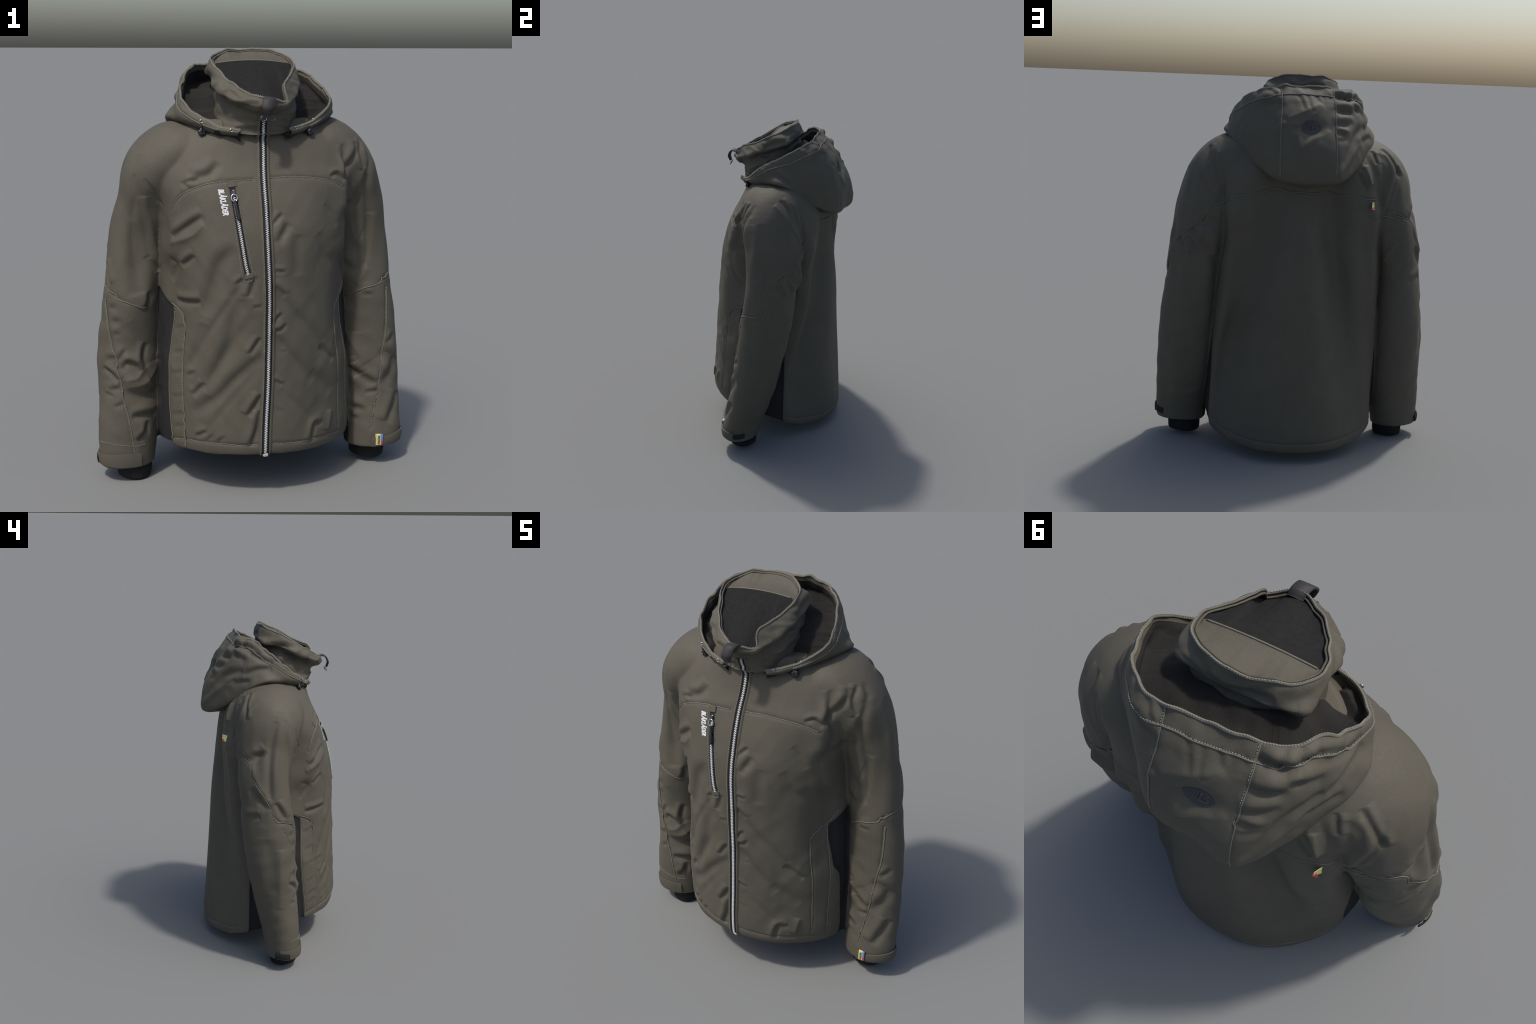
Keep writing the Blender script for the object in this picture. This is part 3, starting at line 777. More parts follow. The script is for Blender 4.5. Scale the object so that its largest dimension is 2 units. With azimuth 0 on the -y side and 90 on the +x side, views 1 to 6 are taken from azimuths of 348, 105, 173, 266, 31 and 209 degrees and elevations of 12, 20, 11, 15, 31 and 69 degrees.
# uneven, gathered rim
for i in range(NU):
    e = min(1, min(i, NU - 1 - i) / 30.)
    q = HO[i, 0].copy()
    wob = Vector((mnoise.noise(q * 16), mnoise.noise(q * 16 + 7), mnoise.noise(q * 14 + 3) * 1.3 + .5 * mnoise.noise(q * 40)))
    HO[i] += np.array(wob)[None] * .011 * e * np.exp(-np.arange(NVO) / 12.)[:, None]
HN = grid_normals(HO)
# make them point outward (away from the neck axis)
cen = np.array([0, .0, 1.72])
if ((HO - cen) * HN).sum() < 0: HN = -HN
HOOD_OUT = HO
# inner lining: follows the outer skin inside, then runs down to the neck
def build_hood_inner(HO, HN):
    n = 40
    G = np.zeros((NU, n, 3))
    for i in range(NU):
        rim = HO[i, 0]
        ang = math.atan2(rim[0] * .9, -(rim[1] - .02))
        back = .5 - .5 * math.cos(ang)
        fl = min(1.65 + .225 * back ** .7, max(1.65, rim[2] - .05))                       # height of the bottom of the pouch
        low = next((j for j in range(6, NVO) if HO[i, j, 2] < fl + .02), NVO - 1)
        low = max(8, min(low, 60))
        q1, q2 = low // 3, 2 * low // 3
        a = HO[i, q1] - HN[i, q1] * .016
        b = HO[i, q2] - HN[i, q2] * .028
        m = HO[i, low] - HN[i, low] * .045
        nk = np.array([.16 * math.sin(ang), -.03 - .145 * math.cos(ang), fl + .01])
        f = m * .5 + nk * .5; f[2] = min(m[2], fl) - .004
        G[i] = spline(np.array([rim, a, b, m, f, nk]), n)
    return G


hood = group("hood")
hood_cloth = Cloth(HO.reshape(-1, 3), np.array([t for q in grid_faces(NU, NVO) for t in ((q[0], q[1], q[2]), (q[0], q[2], q[3]))]), HN.reshape(-1, 3))
fn = np.cross(hood_cloth.base[hood_cloth.F[:, 1]] - hood_cloth.base[hood_cloth.F[:, 0]], hood_cloth.base[hood_cloth.F[:, 2]] - hood_cloth.base[hood_cloth.F[:, 0]])
if (fn * hood_cloth.N[hood_cloth.F[:, 0]]).sum() < 0: hood_cloth.F = hood_cloth.F[:, ::-1].copy()
hood_cloth.gain = 2.2; hood_cloth.steep = .8
fold = hood_cloth.fold
fold(0.015, 0.0080, (.124, .359, 1.756), (.068, .373, 1.760), (.030, .368, 1.782), (-.017, .348, 1.809), (-.056, .310, 1.843))
fold(0.014, 0.0080, (.113, .368, 1.746), (.094, .384, 1.713), (.065, .395, 1.704), (.056, .407, 1.641), (.023, .411, 1.658), (-.006, .409, 1.688), (-.052, .403, 1.708), (-.092, .386, 1.727))
fold(0.065, -0.0120, (.043, .386, 1.745), (-.025, .385, 1.755))
fold(0.010, -0.0070, (.049, .269, 1.898), (.036, .298, 1.869))
fold(0.010, -0.0070, (.033, .304, 1.862), (.024, .329, 1.833))
fold(0.010, -0.0070, (-.002, .305, 1.860), (-.007, .327, 1.834))
fold(0.010, -0.0070, (-.041, .261, 1.898), (-.050, .285, 1.872))
fold(0.010, -0.0070, (-.074, .252, 1.899), (-.074, .282, 1.869))
fold(0.010, -0.0070, (-.107, .242, 1.900), (-.120, .260, 1.878))
fold(0.010, -0.0070, (.003, .269, 1.896), (.001, .296, 1.871))
fold(0.020, -0.0120, (-.149, .291, 1.830), (-.203, .271, 1.828), (-.246, .230, 1.839))
fold(0.019, -0.0120, (-.143, .341, 1.768), (-.212, .302, 1.772))
fold(0.013, -0.0080, (-.145, .365, 1.728), (-.197, .342, 1.713))
fold(0.016, -0.0090, (-.148, .229, 1.901), (-.210, .219, 1.888), (-.263, .145, 1.896))
fold(0.013, -0.0080, (-.148, .382, 1.687), (-.192, .353, 1.691))
fold(0.010, -0.0100, (-.295, .246, 1.694), (-.268, .288, 1.669))
fold(0.012, -0.0050, (.205, .264, 1.862), (.150, .288, 1.861))
fold(0.023, -0.0060, (.207, .311, 1.773), (.162, .294, 1.846))
fold(0.015, 0.0060, (.171, .353, 1.716), (.138, .354, 1.755))
fold(0.016, -0.0080, (.263, .233, 1.849), (.197, .254, 1.880), (.157, .259, 1.894))
fold(0.013, -0.0060, (.198, .269, 1.859), (.148, .281, 1.872))
fold(0.015, 0.0080, (.104, .351, 1.784), (.028, .340, 1.819), (-.049, .304, 1.852))
fold(0.018, -0.0090, (-.158, .236, 1.892), (-.202, .224, 1.888), (-.241, .201, 1.879))
fold(0.018, -0.0080, (-.237, .236, 1.843), (-.292, .187, 1.819))
fold(0.020, -0.0090, (-.156, .293, 1.824), (-.204, .275, 1.823), (-.232, .263, 1.812))
fold(0.018, -0.0090, (-.141, .348, 1.758), (-.183, .328, 1.759))
fold(0.013, -0.0080, (-.139, .372, 1.719), (-.182, .353, 1.708))
fold(0.015, -0.0080, (-.253, .179, 1.885), (-.277, .137, 1.885), (-.309, .096, 1.856))
fold(0.026, -0.0100, (-.105, .365, 1.754), (-.114, .312, 1.819))
fold(0.021, -0.0090, (-.166, .403, 1.587), (-.240, .303, 1.719), (-.302, .216, 1.750))
fold(0.019, 0.0070, (-.148, .424, 1.525), (-.231, .337, 1.623), (-.282, .268, 1.679))
fold(0.018, -0.0100, (-.247, .178, 1.891), (-.298, .138, 1.854), (-.325, .080, 1.826), (-.339, .030, 1.804))
fold(0.020, -0.0090, (-.136, .232, 1.901), (-.219, .213, 1.888))
fold(0.020, -0.0090, (-.165, .274, 1.844), (-.197, .256, 1.853))
fold(0.016, -0.0080, (-.231, .233, 1.853), (-.260, .219, 1.833))
fold(0.016, -0.0090, (-.169, .289, 1.825), (-.200, .272, 1.829))
fold(0.018, -0.0110, (-.326, .183, 1.735), (-.341, .121, 1.765), (-.350, .042, 1.774))
fold(0.016, -0.0100, (-.298, .245, 1.679), (-.326, .199, 1.692), (-.344, .168, 1.698))
fold(0.012, -0.0080, (-.137, .363, 1.739), (-.171, .356, 1.719))
fold(0.012, -0.0060, (.189, .223, 1.914), (.164, .256, 1.895))
fold(0.016, -0.0060, (.389, .055, 1.760), (.381, .138, 1.716))
fold(0.012, 0.0050, (.157, .263, 1.890), (.240, .240, 1.865))

HV = HO.reshape(-1, 3)
hood_cloth.d -= .034 * np.exp(-(((HV[:, 0] + .01) / .085) ** 2 + ((HV[:, 2] - 1.755) / .06) ** 2)) * (HV[:, 1] > .25)      # slumped middle
hood_cloth.d += .012 * np.exp(-(((HV[:, 0] + .20) / .07) ** 2 + ((HV[:, 2] - 1.84) / .06) ** 2)) * (HV[:, 1] > .15)
for i, p in enumerate(HV):
    hood_cloth.d[i] += mnoise.noise((p[0] * 8 + 3, p[1] * 8, p[2] * 8)) * .005 + mnoise.noise((p[0] * 22, p[1] * 22, p[2] * 22)) * .0022
# gathered edge: the drawcord wrinkles the rim
jj = np.tile(np.arange(NVO), NU); ii = np.repeat(np.arange(NU), NVO)
uu = ii / (NU - 1)
hood_cloth.d += .0028 * np.sin(uu * 150 + 2.2 * np.sin(uu * 31)) * np.exp(-((jj - 12) / 9.) ** 2) * (.35 + .65 * np.exp(-((uu - .47) / .2) ** 2))
# hood seams: along stations 8 and 10 (verticals), and a line parallel to the rim
def column(st): return int(round(st / (len(HOOD) - 1) * (NU - 1)))
arc = np.concatenate([np.zeros((NU, 1)), np.cumsum(np.linalg.norm(np.diff(HO, axis=1), axis=2), axis=1)], 1)
rim_row = np.array([min(NVO // 3, np.searchsorted(arc[i], .058 * min(1, .25 + 3.2 * min(i, NU - 1 - i) / NU))) for i in range(NU)])
hood_seams = [[HO[column(8), j] for j in range(2, 72, 4)], [HO[column(10), j] for j in range(2, 72, 4)],
              [HO[i, rim_row[i]] for i in range(20, NU - 20, 6)]]
hood_cloth.lean = 0.; hood_cloth.spread = .62; hood_cloth.gain = 1.; hood_cloth.stretch = 0.
for sm in hood_seams:
    hood_cloth.fold(.009, -.0032, *[tuple(p) for p in sm])
taper = np.clip(np.minimum(uu, 1 - uu) / .06, 0, 1)
HVd = HV + hood_cloth.N * (hood_cloth.d * taper * np.where(jj == 0, 0, 1))[:, None]
HO2 = HVd.reshape(NU, NVO, 3)
HI = build_hood_inner(HO, HN)
for i in range(NU):
    for j in range(2, HI.shape[1]):
        p = HI[i, j]; HI[i, j] += (Vector(p) - Vector((0, .05, p[2]))).normalized() * mnoise.noise((p[0] * 14, p[1] * 14, p[2] * 9)) * .010 * min(1, j / 12.) + Vector((0, 0, 1)) * mnoise.noise((p[0] * 17, p[1] * 17, 4)) * .012 * min(1, j / 14.)
make_obj("hood_shell", HVd, grid_faces(NU, NVO), OLIVE, parent=hood)
nin = HI.shape[1]
FAC = 8
make_obj("hood_facing", HI[:, :FAC + 1].reshape(-1, 3), grid_faces(NU, FAC + 1), OLIVE, parent=hood)
HIl = HI[:, FAC:].copy()
make_obj("hood_lining", HIl.reshape(-1, 3), grid_faces(NU, nin - FAC), LINING, parent=hood)

# ------------------------------------------------------------------ collar
# stations from the front, by the right side, round the back and by the left side
# rim, roll, under the roll, base
COLLAR = np.array([
    [(.030, -.312, 1.785), (.025, -.322, 1.752), (.020, -.262, 1.722), (.015, -.246, 1.690), (.010, -.240, 1.630)],
    [(-.030, -.300, 1.795), (-.038, -.312, 1.758), (-.040, -.252, 1.728), (-.045, -.240, 1.695), (-.050, -.235, 1.630)],
    [(-.095, -.243, 1.828), (-.118, -.264, 1.778), (-.102, -.210, 1.752), (-.110, -.205, 1.710), (-.120, -.200, 1.640)],
    [(-.145, -.165, 1.875), (-.176, -.184, 1.818), (-.140, -.145, 1.792), (-.150, -.142, 1.740), (-.165, -.140, 1.650)],
    [(-.185, -.070, 1.935), (-.202, -.078, 1.862), (-.168, -.064, 1.835), (-.178, -.060, 1.775), (-.178, -.050, 1.670)],
    [(-.172, .005, 1.965), (-.190, .062, 1.894), (-.140, .042, 1.868), (-.145, .048, 1.800), (-.150, .050, 1.690)],
    [(-.095, .062, 1.990), (-.105, .092, 1.915), (-.085, .078, 1.885), (-.088, .098, 1.840), (-.090, .095, 1.690)],
    [(.010, .080, 1.992), (.010, .100, 1.935), (.010, .090, 1.895), (.010, .112, 1.850), (.010, .105, 1.690)],
    [(.110, .062, 1.990), (.125, .090, 1.918), (.100, .078, 1.885), (.104, .098, 1.840), (.105, .095, 1.690)],
    [(.180, .005, 1.962), (.218, .050, 1.900), (.176, .050, 1.870), (.180, .055, 1.810), (.165, .050, 1.690)],
    [(.192, -.060, 1.930), (.208, -.072, 1.856), (.188, -.062, 1.830), (.196, -.060, 1.780), (.185, -.050, 1.670)],
    [(.148, -.155, 1.876), (.180, -.176, 1.812), (.166, -.155, 1.786), (.176, -.150, 1.740), (.170, -.140, 1.650)],
    [(.100, -.243, 1.845), (.130, -.252, 1.778), (.112, -.210, 1.748), (.118, -.204, 1.710), (.130, -.200, 1.640)],
    [(.105, -.272, 1.776), (.102, -.280, 1.756), (.085, -.240, 1.728), (.085, -.232, 1.695), (.085, -.225, 1.630)],
])
NC, NCV = 260, 60
CS = spline(COLLAR, NC, closed=True)
CO = np.stack([spline(CS[i], NCV) for i in range(NC)])
for i in range(NC):
    q = CO[i, 0].copy()
    wob = Vector((mnoise.noise(q * 15 + 1), mnoise.noise(q * 15 + 8), mnoise.noise(q * 17 + 4) + .4 * mnoise.noise(q * 45)))
    CO[i] += np.array(wob)[None] * .007 * np.exp(-np.arange(NCV) / 10.)[:, None]

collar_faces = np.array([(i * NCV + j, i * NCV + j + 1, ((i + 1) % NC) * NCV + j + 1, ((i + 1) % NC) * NCV + j) for i in range(NC) for j in range(NCV - 1)])
ctri = np.array([t for q in collar_faces for t in ((q[0], q[1], q[2]), (q[0], q[2], q[3]))])
CN = vert_normals(CO.reshape(-1, 3), ctri)
if ((CO.reshape(-1, 3) - [0, -.08, 1.8]) * CN).sum() < 0: CN = -CN
fn = np.cross(CO.reshape(-1, 3)[ctri[:, 1]] - CO.reshape(-1, 3)[ctri[:, 0]], CO.reshape(-1, 3)[ctri[:, 2]] - CO.reshape(-1, 3)[ctri[:, 0]])
if (fn * CN[ctri[:, 0]]).sum() < 0:
    ctri = ctri[:, ::-1].copy(); collar_faces = collar_faces[:, ::-1].copy()
col_cloth = Cloth(CO.reshape(-1, 3), ctri, CN)
fold = col_cloth.fold
fold(0.024, -0.0100, (-.158, .055, 1.879), (-.196, -.011, 1.892), (-.193, -.072, 1.875))
fold(0.018, -0.0110, (-.165, -.072, 1.818), (-.156, -.138, 1.809), (-.144, -.214, 1.807))
fold(0.010, -0.0060, (-.121, -.241, 1.811), (-.102, -.265, 1.792))
fold(0.017, -0.0070, (.202, -.069, 1.876), (.210, -.017, 1.908), (.208, .046, 1.917))
fold(0.017, -0.0090, (.149, -.160, 1.784), (.167, -.107, 1.810), (.176, -.032, 1.831))
fold(0.013, -0.0080, (.117, -.248, 1.765), (.083, -.249, 1.717))
fold(0.013, -0.0090, (-.072, -.280, 1.768), (-.033, -.307, 1.771))
fold(0.013, -0.0060, (-.129, -.234, 1.812), (-.111, -.256, 1.798), (-.098, -.263, 1.806))
fold(0.011, -0.0070, (.061, -.304, 1.774), (.069, -.287, 1.755))
fold(0.011, 0.0060, (-.068, -.264, 1.747), (-.019, -.295, 1.747))
for i, p in enumerate(col_cloth.base):
    col_cloth.d[i] += mnoise.noise((p[0] * 10 + 9, p[1] * 10, p[2] * 14)) * .006 + (.25 - abs(mnoise.noise((p[0] * 9 + p[2] * 6, p[1] * 9 + 3, p[2] * 24)))) * .016 * (p[1] > -.29) + mnoise.noise((p[0] * 26, p[1] * 26, p[2] * 26)) * .002
col_cloth.d *= np.clip(np.tile(np.arange(NCV), NC) / 8., 0, 1)
CVd = col_cloth.result()
collar_g = group("collar")
make_obj("collar_stand", CVd, collar_faces, OLIVE, parent=collar_g)
CO2 = CVd.reshape(NC, NCV, 3)
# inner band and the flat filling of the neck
rim = CO2[:, 0]
def inner_ring():
    c = rim.mean(0)
    back = np.clip((rim[:, 1] + .09) / .05, 0, 1); back = back * back * (3 - 2 * back)
    flat = np.stack([rim[:, 0] * .93, np.full(NC, -.05), 1.945 - .014 * (rim[:, 0] / .18) ** 2], 1)
    front = rim + (c - rim) * .07; front[:, 2] = np.minimum(rim[:, 2] - .014, 1.93)
    return front * (1 - back[:, None]) + flat * back[:, None]
CR = inner_ring()
G = np.stack([rim, rim * .95 + CR * .05 - [0, 0, .003], rim * .5 + CR * .5 - [0, 0, .010], CR], 1)
G = np.stack([spline(G[i], 14) for i in range(NC)])
make_obj("collar_facing", G.reshape(-1, 3), [(i * 14 + j, i * 14 + j + 1, ((i + 1) % NC) * 14 + j + 1, ((i + 1) % NC) * 14 + j) for i in range(NC) for j in range(13)], OLIVE, parent=collar_g)
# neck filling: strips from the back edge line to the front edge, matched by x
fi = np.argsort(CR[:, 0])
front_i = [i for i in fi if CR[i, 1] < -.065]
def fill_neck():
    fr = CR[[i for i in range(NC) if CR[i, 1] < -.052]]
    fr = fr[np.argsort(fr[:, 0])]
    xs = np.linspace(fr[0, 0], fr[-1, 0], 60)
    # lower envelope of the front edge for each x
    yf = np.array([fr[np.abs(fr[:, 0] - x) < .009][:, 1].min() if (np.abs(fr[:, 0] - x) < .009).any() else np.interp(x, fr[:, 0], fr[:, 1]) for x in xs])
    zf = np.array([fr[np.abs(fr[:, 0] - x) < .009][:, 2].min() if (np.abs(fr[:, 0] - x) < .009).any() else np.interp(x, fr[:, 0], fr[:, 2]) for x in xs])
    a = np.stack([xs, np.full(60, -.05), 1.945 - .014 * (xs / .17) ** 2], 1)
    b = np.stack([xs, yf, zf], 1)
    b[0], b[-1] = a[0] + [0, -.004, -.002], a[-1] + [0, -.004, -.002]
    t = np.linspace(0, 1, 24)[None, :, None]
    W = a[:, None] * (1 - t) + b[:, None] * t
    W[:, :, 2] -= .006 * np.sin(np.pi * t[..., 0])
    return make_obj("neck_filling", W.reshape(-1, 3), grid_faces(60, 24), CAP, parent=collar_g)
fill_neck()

# ------------------------------------------------------------------ everything sewn on
allV = np.concatenate([BVd, CVd]); allF = np.concatenate([BF, ctri + len(BVd)])
SKIN = BVHTree.FromPolygons(allV.tolist(), allF.tolist())
HOODT = BVHTree.FromPolygons(HVd.tolist(), hood_cloth.F.tolist())
def snap(P, bvh=SKIN, ref=None):
    Q, N = [], []
    for p in P:
        r = bvh.find_nearest(Vector(p)); Q.append(r[0][:]); N.append(r[1][:])
    Q, N = np.array(Q), np.array(N)
    c = np.array([0, .02, 0]) + (Q * [0, 0, 1])
    return Q, N
def smooth_rows(A, k=3):
    for _ in range(k):
        B = A.copy(); B[1:-1] = (A[:-2] + 2 * A[1:-1] + A[2:]) / 4; A = B
    return A
BODYN = None
def outward(Q, N):
    """make normals point away from the body"""
    return N
def tube(P, r, name, mat, parent, sides=8, closed=False, kind=None):
    P = np.asarray(P, float); n = len(P)
    T = np.gradient(P, axis=0) if not closed else (np.roll(P, -1, 0) - np.roll(P, 1, 0))
    T /= np.maximum(np.linalg.norm(T, axis=1, keepdims=True), 1e-9)
    a = np.cross(T, [0.13, .21, 1.]); bad = np.linalg.norm(a, axis=1) < .1; a[bad] = np.cross(T[bad], [1., 0, 0])
    a /= np.linalg.norm(a, axis=1, keepdims=True); b = np.cross(T, a)
    th = np.linspace(0, 2 * np.pi, sides, endpoint=False)
    rr = np.broadcast_to(np.asarray(r, float).reshape(-1, 1), (n, 1)) if np.ndim(r) else np.full((n, 1), r)
    V = (P[:, None] + rr[:, :, None] * (np.cos(th)[None, :, None] * a[:, None] + np.sin(th)[None, :, None] * b[:, None])).reshape(-1, 3)
    F = grid_faces(n, sides, True)
    if closed:
        F += [((n - 1) * sides + j, (n - 1) * sides + (j + 1) % sides, (j + 1) % sides, j) for j in range(sides)]
    else:
        F += [tuple(range(sides))[::-1], tuple(range((n - 1) * sides, n * sides))]
    if name is None: return V, F
    return make_obj(name, V, F, mat, parent=parent, kind=kind)

SEAMCOL = cloth_mat("seam_cloth", (.130, .122, .095), (.148, .139, .110))
THREAD = plain_mat("pale_thread", (.25, .24, .21), rough=.7, spec=.2)
def seam_tube(pts, bvh, r=.0026, lift=.0016):
    P, N = snap(dense(pts, .006), bvh)
    P = smooth_rows(P, 2) + smooth_rows(N, 3) * lift
    return tube(P, r, None, None, None, sides=6)
def stitch_row(pts, bvh, pitch=.0075, length=.0046, r=.0011, offset=0., lift=.0008):
    P, N = snap(dense(pts, .004), bvh); N = smooth_rows(N, 3); P = smooth_rows(P, 2)
    T = np.gradient(P, axis=0); T /= np.maximum(np.linalg.norm(T, axis=1, keepdims=True), 1e-9)
    S = np.cross(T, N); P = P + S * offset + N * lift
    s = np.r_[0, np.cumsum(np.linalg.norm(np.diff(P, axis=0), axis=1))]
    out = []
    for k in np.arange(pitch / 2, s[-1], pitch):
        i = min(np.searchsorted(s, k), len(P) - 1)
        p, t, n, q = P[i], T[i], N[i], S[i]
        a, b = p - t * length / 2, p + t * length / 2
        V = [a + q * r, a - q * r, b - q * r, b + q * r, a * .75 + b * .25 + n * r * 1.6 + q * r * .6, a * .75 + b * .25 + n * r * 1.6 - q * r * .6,
             a * .25 + b * .75 + n * r * 1.6 - q * r * .6, a * .25 + b * .75 + n * r * 1.6 + q * r * .6]
        out.append((np.array(V), [(4, 5, 6, 7), (0, 1, 5, 4), (1, 2, 6, 5), (2, 3, 7, 6), (3, 0, 4, 7), (3, 2, 1, 0)]))
    return out
tubes = [seam_tube(sm, SKIN) for sm in SEAMS_DOUBLE if sm not in (seam_hem_left, seam_hem_right)]
V_, F_ = join(tubes); make_obj("piped_seam", V_, F_, SEAMCOL, parent=torso_g)
V_, F_ = join([seam_tube(sm, HOODT) for sm in hood_seams]); make_obj("piped_seam", V_, F_, SEAMCOL, parent=hood)

st = []
for sm in (seam_yoke_front_right, seam_yoke_front_left, seam_forearm_right, seam_forearm_left, seam_pocket_right, seam_pocket_left, seam_pocket_edge_right, seam_pocket_edge_left):
    st += stitch_row(sm, SKIN, offset=.0045)
for sm in (seam_elbow_right[:6], seam_elbow_left[:5], seam_armband_right, seam_armband_right_low, seam_hem_right, seam_hem_left, seam_cuff_right, seam_cuff_left):
    st += stitch_row(sm, SKIN, offset=0)
st += stitch_row(hem_line(), SKIN)
st += stitch_row(seam_pocket_frame, SKIN, r=.0013)
make_obj("stitching", *join(st), THREAD, smooth=False, parent=torso_g, kind="stuff")
sh = []
for sm in hood_seams: sh += stitch_row(sm, HOODT, offset=.004, r=.0013)
make_obj("stitching", *join(sh), THREAD, smooth=False, parent=hood, kind="stuff")

# bound edges of hood and collar
rimP = smooth_rows(HO2[:, 0], 2)
tube(rimP, .0055, "hood_binding", SEAMCOL, hood, 10)
inner_edge = rim + (rim.mean(0) - rim) * np.array([.055, .055, 0]) - [0, 0, .007]
tube(smooth_rows(inner_edge, 1), .0036, "collar_binding", OLIVE, collar_g, 8, closed=True)
tube(smooth_rows(rim, 1), .0042, "collar_binding", SEAMCOL, collar_g, 10, closed=True)
RIMT = BVHTree.FromPolygons(*[x if isinstance(x, list) else x.tolist() for x in tube(rimP, .0055, None, None, None, 10)])
sh = stitch_row(rimP + [0, 0, .006], RIMT, r=.0016, pitch=.008, length=.005)
make_obj("stitching", *join(sh), THREAD, smooth=False, parent=hood, kind="stuff")
RIMC = BVHTree.FromPolygons(*[x if isinstance(x, list) else x.tolist() for x in tube(smooth_rows(rim, 1), .0042, None, None, None, 10, closed=True)])
sh = stitch_row(np.r_[rim, rim[:1]] + [0, 0, .005], RIMC, r=.0014, pitch=.0075)
back_line = np.stack([np.linspace(-.165, .165, 30), np.full(30, -.048), 1.947 - .014 * (np.linspace(-.165, .165, 30) / .17) ** 2], 1)
tube(back_line, .003, "lining_edge", SEAMCOL, collar_g, 8)
make_obj("stitching", *join(sh), THREAD, smooth=False, parent=collar_g, kind="stuff")

# ------------------------------------------------------------------ zips
TAPE = cloth_mat("black_zip_tape", (.012, .012, .013), (.017, .017, .018), rough=.8)
TEETH = plain_mat("white_plastic_teeth", (.60, .60, .61), rough=.45)
METAL = plain_mat("dark_metal", (.10, .10, .105), rough=.3, metal=.9)
BRIGHT = plain_mat("bright_metal", (.55, .55, .55), rough=.25, metal=1.)
BLACK = plain_mat("black_plastic", (.013, .013, .014), rough=.35)
STRAP = cloth_mat("grey_strap", (.033, .029, .031), (.040, .036, .037), rough=.6)
def zip_frames(pts, step):
    P, N = snap(dense(pts, step)); P = smooth_rows(P, 6); N = smooth_rows(N, 12)
    N /= np.linalg.norm(N, axis=1, keepdims=True)
    if N[:, 1].mean() > 0: N = -N
    T = np.gradient(P, axis=0); T /= np.linalg.norm(T, axis=1, keepdims=True)
    S = np.cross(T, N); S /= np.linalg.norm(S, axis=1, keepdims=True)
    return P, N, T, S
def ribbon(P, N, S, prof):
    """prof: list of (side, height)"""
    V = np.stack([P + S * a + N * h for a, h in prof], 1)
    return V.reshape(-1, 3), grid_faces(len(P), len(prof))
def zipper(pts, half_tape, half_teeth, pitch, lift, parent, skip=0.):
    zp = bpy.data.objects.new("zip", None); COLL.objects.link(zp); zp.parent = parent
    P, N, T, S = zip_frames(pts, .004)
    h = half_tape
    make_obj("zip_tape", *ribbon(P, N, S, [(-h, -.004), (-h, lift), (-h * .5, lift + .0006), (0, lift + .0004), (h * .5, lift + .0006), (h, lift), (h, -.004)]), TAPE, parent=zp)
    s = np.r_[0, np.cumsum(np.linalg.norm(np.diff(P, axis=0), axis=1))]
    parts = []
    for k in np.arange(skip, s[-1] - .002, pitch / 2):
        at = lambda A: np.array([np.interp(k, s, A[:, c]) for c in range(3)])
        left = int(round((k - skip) / (pitch / 2))) % 2
        sg = 1 if left else -1
        n, t, q = at(N), at(T), at(S) * sg; p = at(P) + n * lift
        w = pitch * .50
        a0, a1, a2 = -.14 * half_teeth, .45 * half_teeth, half_teeth
        V = []
        for a, ww, hh in ((a0, .95, .0032), (a1, .72, .0034), (a2, .85, .0026)):
            V += [p + q * a + t * w * ww * .5 + n * hh, p + q * a - t * w * ww * .5 + n * hh, p + q * a - t * w * ww * .62 - n * .0005, p + q * a + t * w * ww * .62 - n * .0005]
        F = [(0, 1, 2, 3), (11, 10, 9, 8)]
        for b in (0, 4):
            for j in range(4): F.append((b + j, b + 4 + j, b + 4 + (j + 1) % 4, b + (j + 1) % 4))
        parts.append((np.array(V), F))
    make_obj("zip_teeth", *join(parts), TEETH, smooth=False, parent=zp, kind="stuff")
    return zp, P, N, T, S
zip_path = [(.009, -.246, 1.692)] + seam_zip[1:] + [(-.016, -.422, .206)]
zp, ZP, ZN, ZT, ZS = zipper(zip_path, .0135, .0062, .0082, .0028, torso_g)
# raised plackets beside the zip with stitch lines
for sg in (-1, 1):
    V_, F_ = ribbon(ZP, ZN, ZS * sg, [(.0165, .0005), (.0168, .0052), (.021, .0056), (.026, .0030), (.031, -.002)])
    make_obj("zip_placket", V_, F_, OLIVE, parent=zp)
st = []
for sg in (-1, 1):
    L_ = ZP + ZS * sg * .0205 + ZN * .0056
    bt = BVHTree.FromPolygons(*[x if isinstance(x, list) else x.tolist() for x in ribbon(ZP, ZN, ZS * sg, [(.0165, .0005), (.0168, .0052), (.021, .0056), (.026, .0030), (.031, -.002)])])
    st += stitch_row(L_, bt, r=.0011)
make_obj("stitching", *join(st), THREAD, smooth=False, parent=zp, kind="stuff")

def box(c, X, Y, Z, sx, sy, sz, name, mat, parent, bev=.25):
    c, X, Y, Z = [np.array(v, float) for v in (c, X, Y, Z)]
    bm = bmesh.new(); bmesh.ops.create_cube(bm, size=1)
    m = min(sx, sy, sz)
    for v in bm.verts: v.co = Vector((v.co.x * sx, v.co.y * sy, v.co.z * sz))
    bmesh.ops.bevel(bm, geom=bm.edges[:], offset=m * bev, segments=2, affect='EDGES')
    for v in bm.verts: v.co = Vector(c + X * v.co.x + Y * v.co.y + Z * v.co.z)
    me = bpy.data.meshes.new(name); bm.to_mesh(me); bm.free()
    ob = bpy.data.objects.new(name, me); COLL.objects.link(ob); ob.parent = parent; me.materials.append(mat)
    return ob
box(ZP[-1] + ZN[-1] * .004 + ZT[-1] * .004, ZS[-1], ZT[-1], ZN[-1], .024, .014, .008, "zip_stop", TEETH, zp)

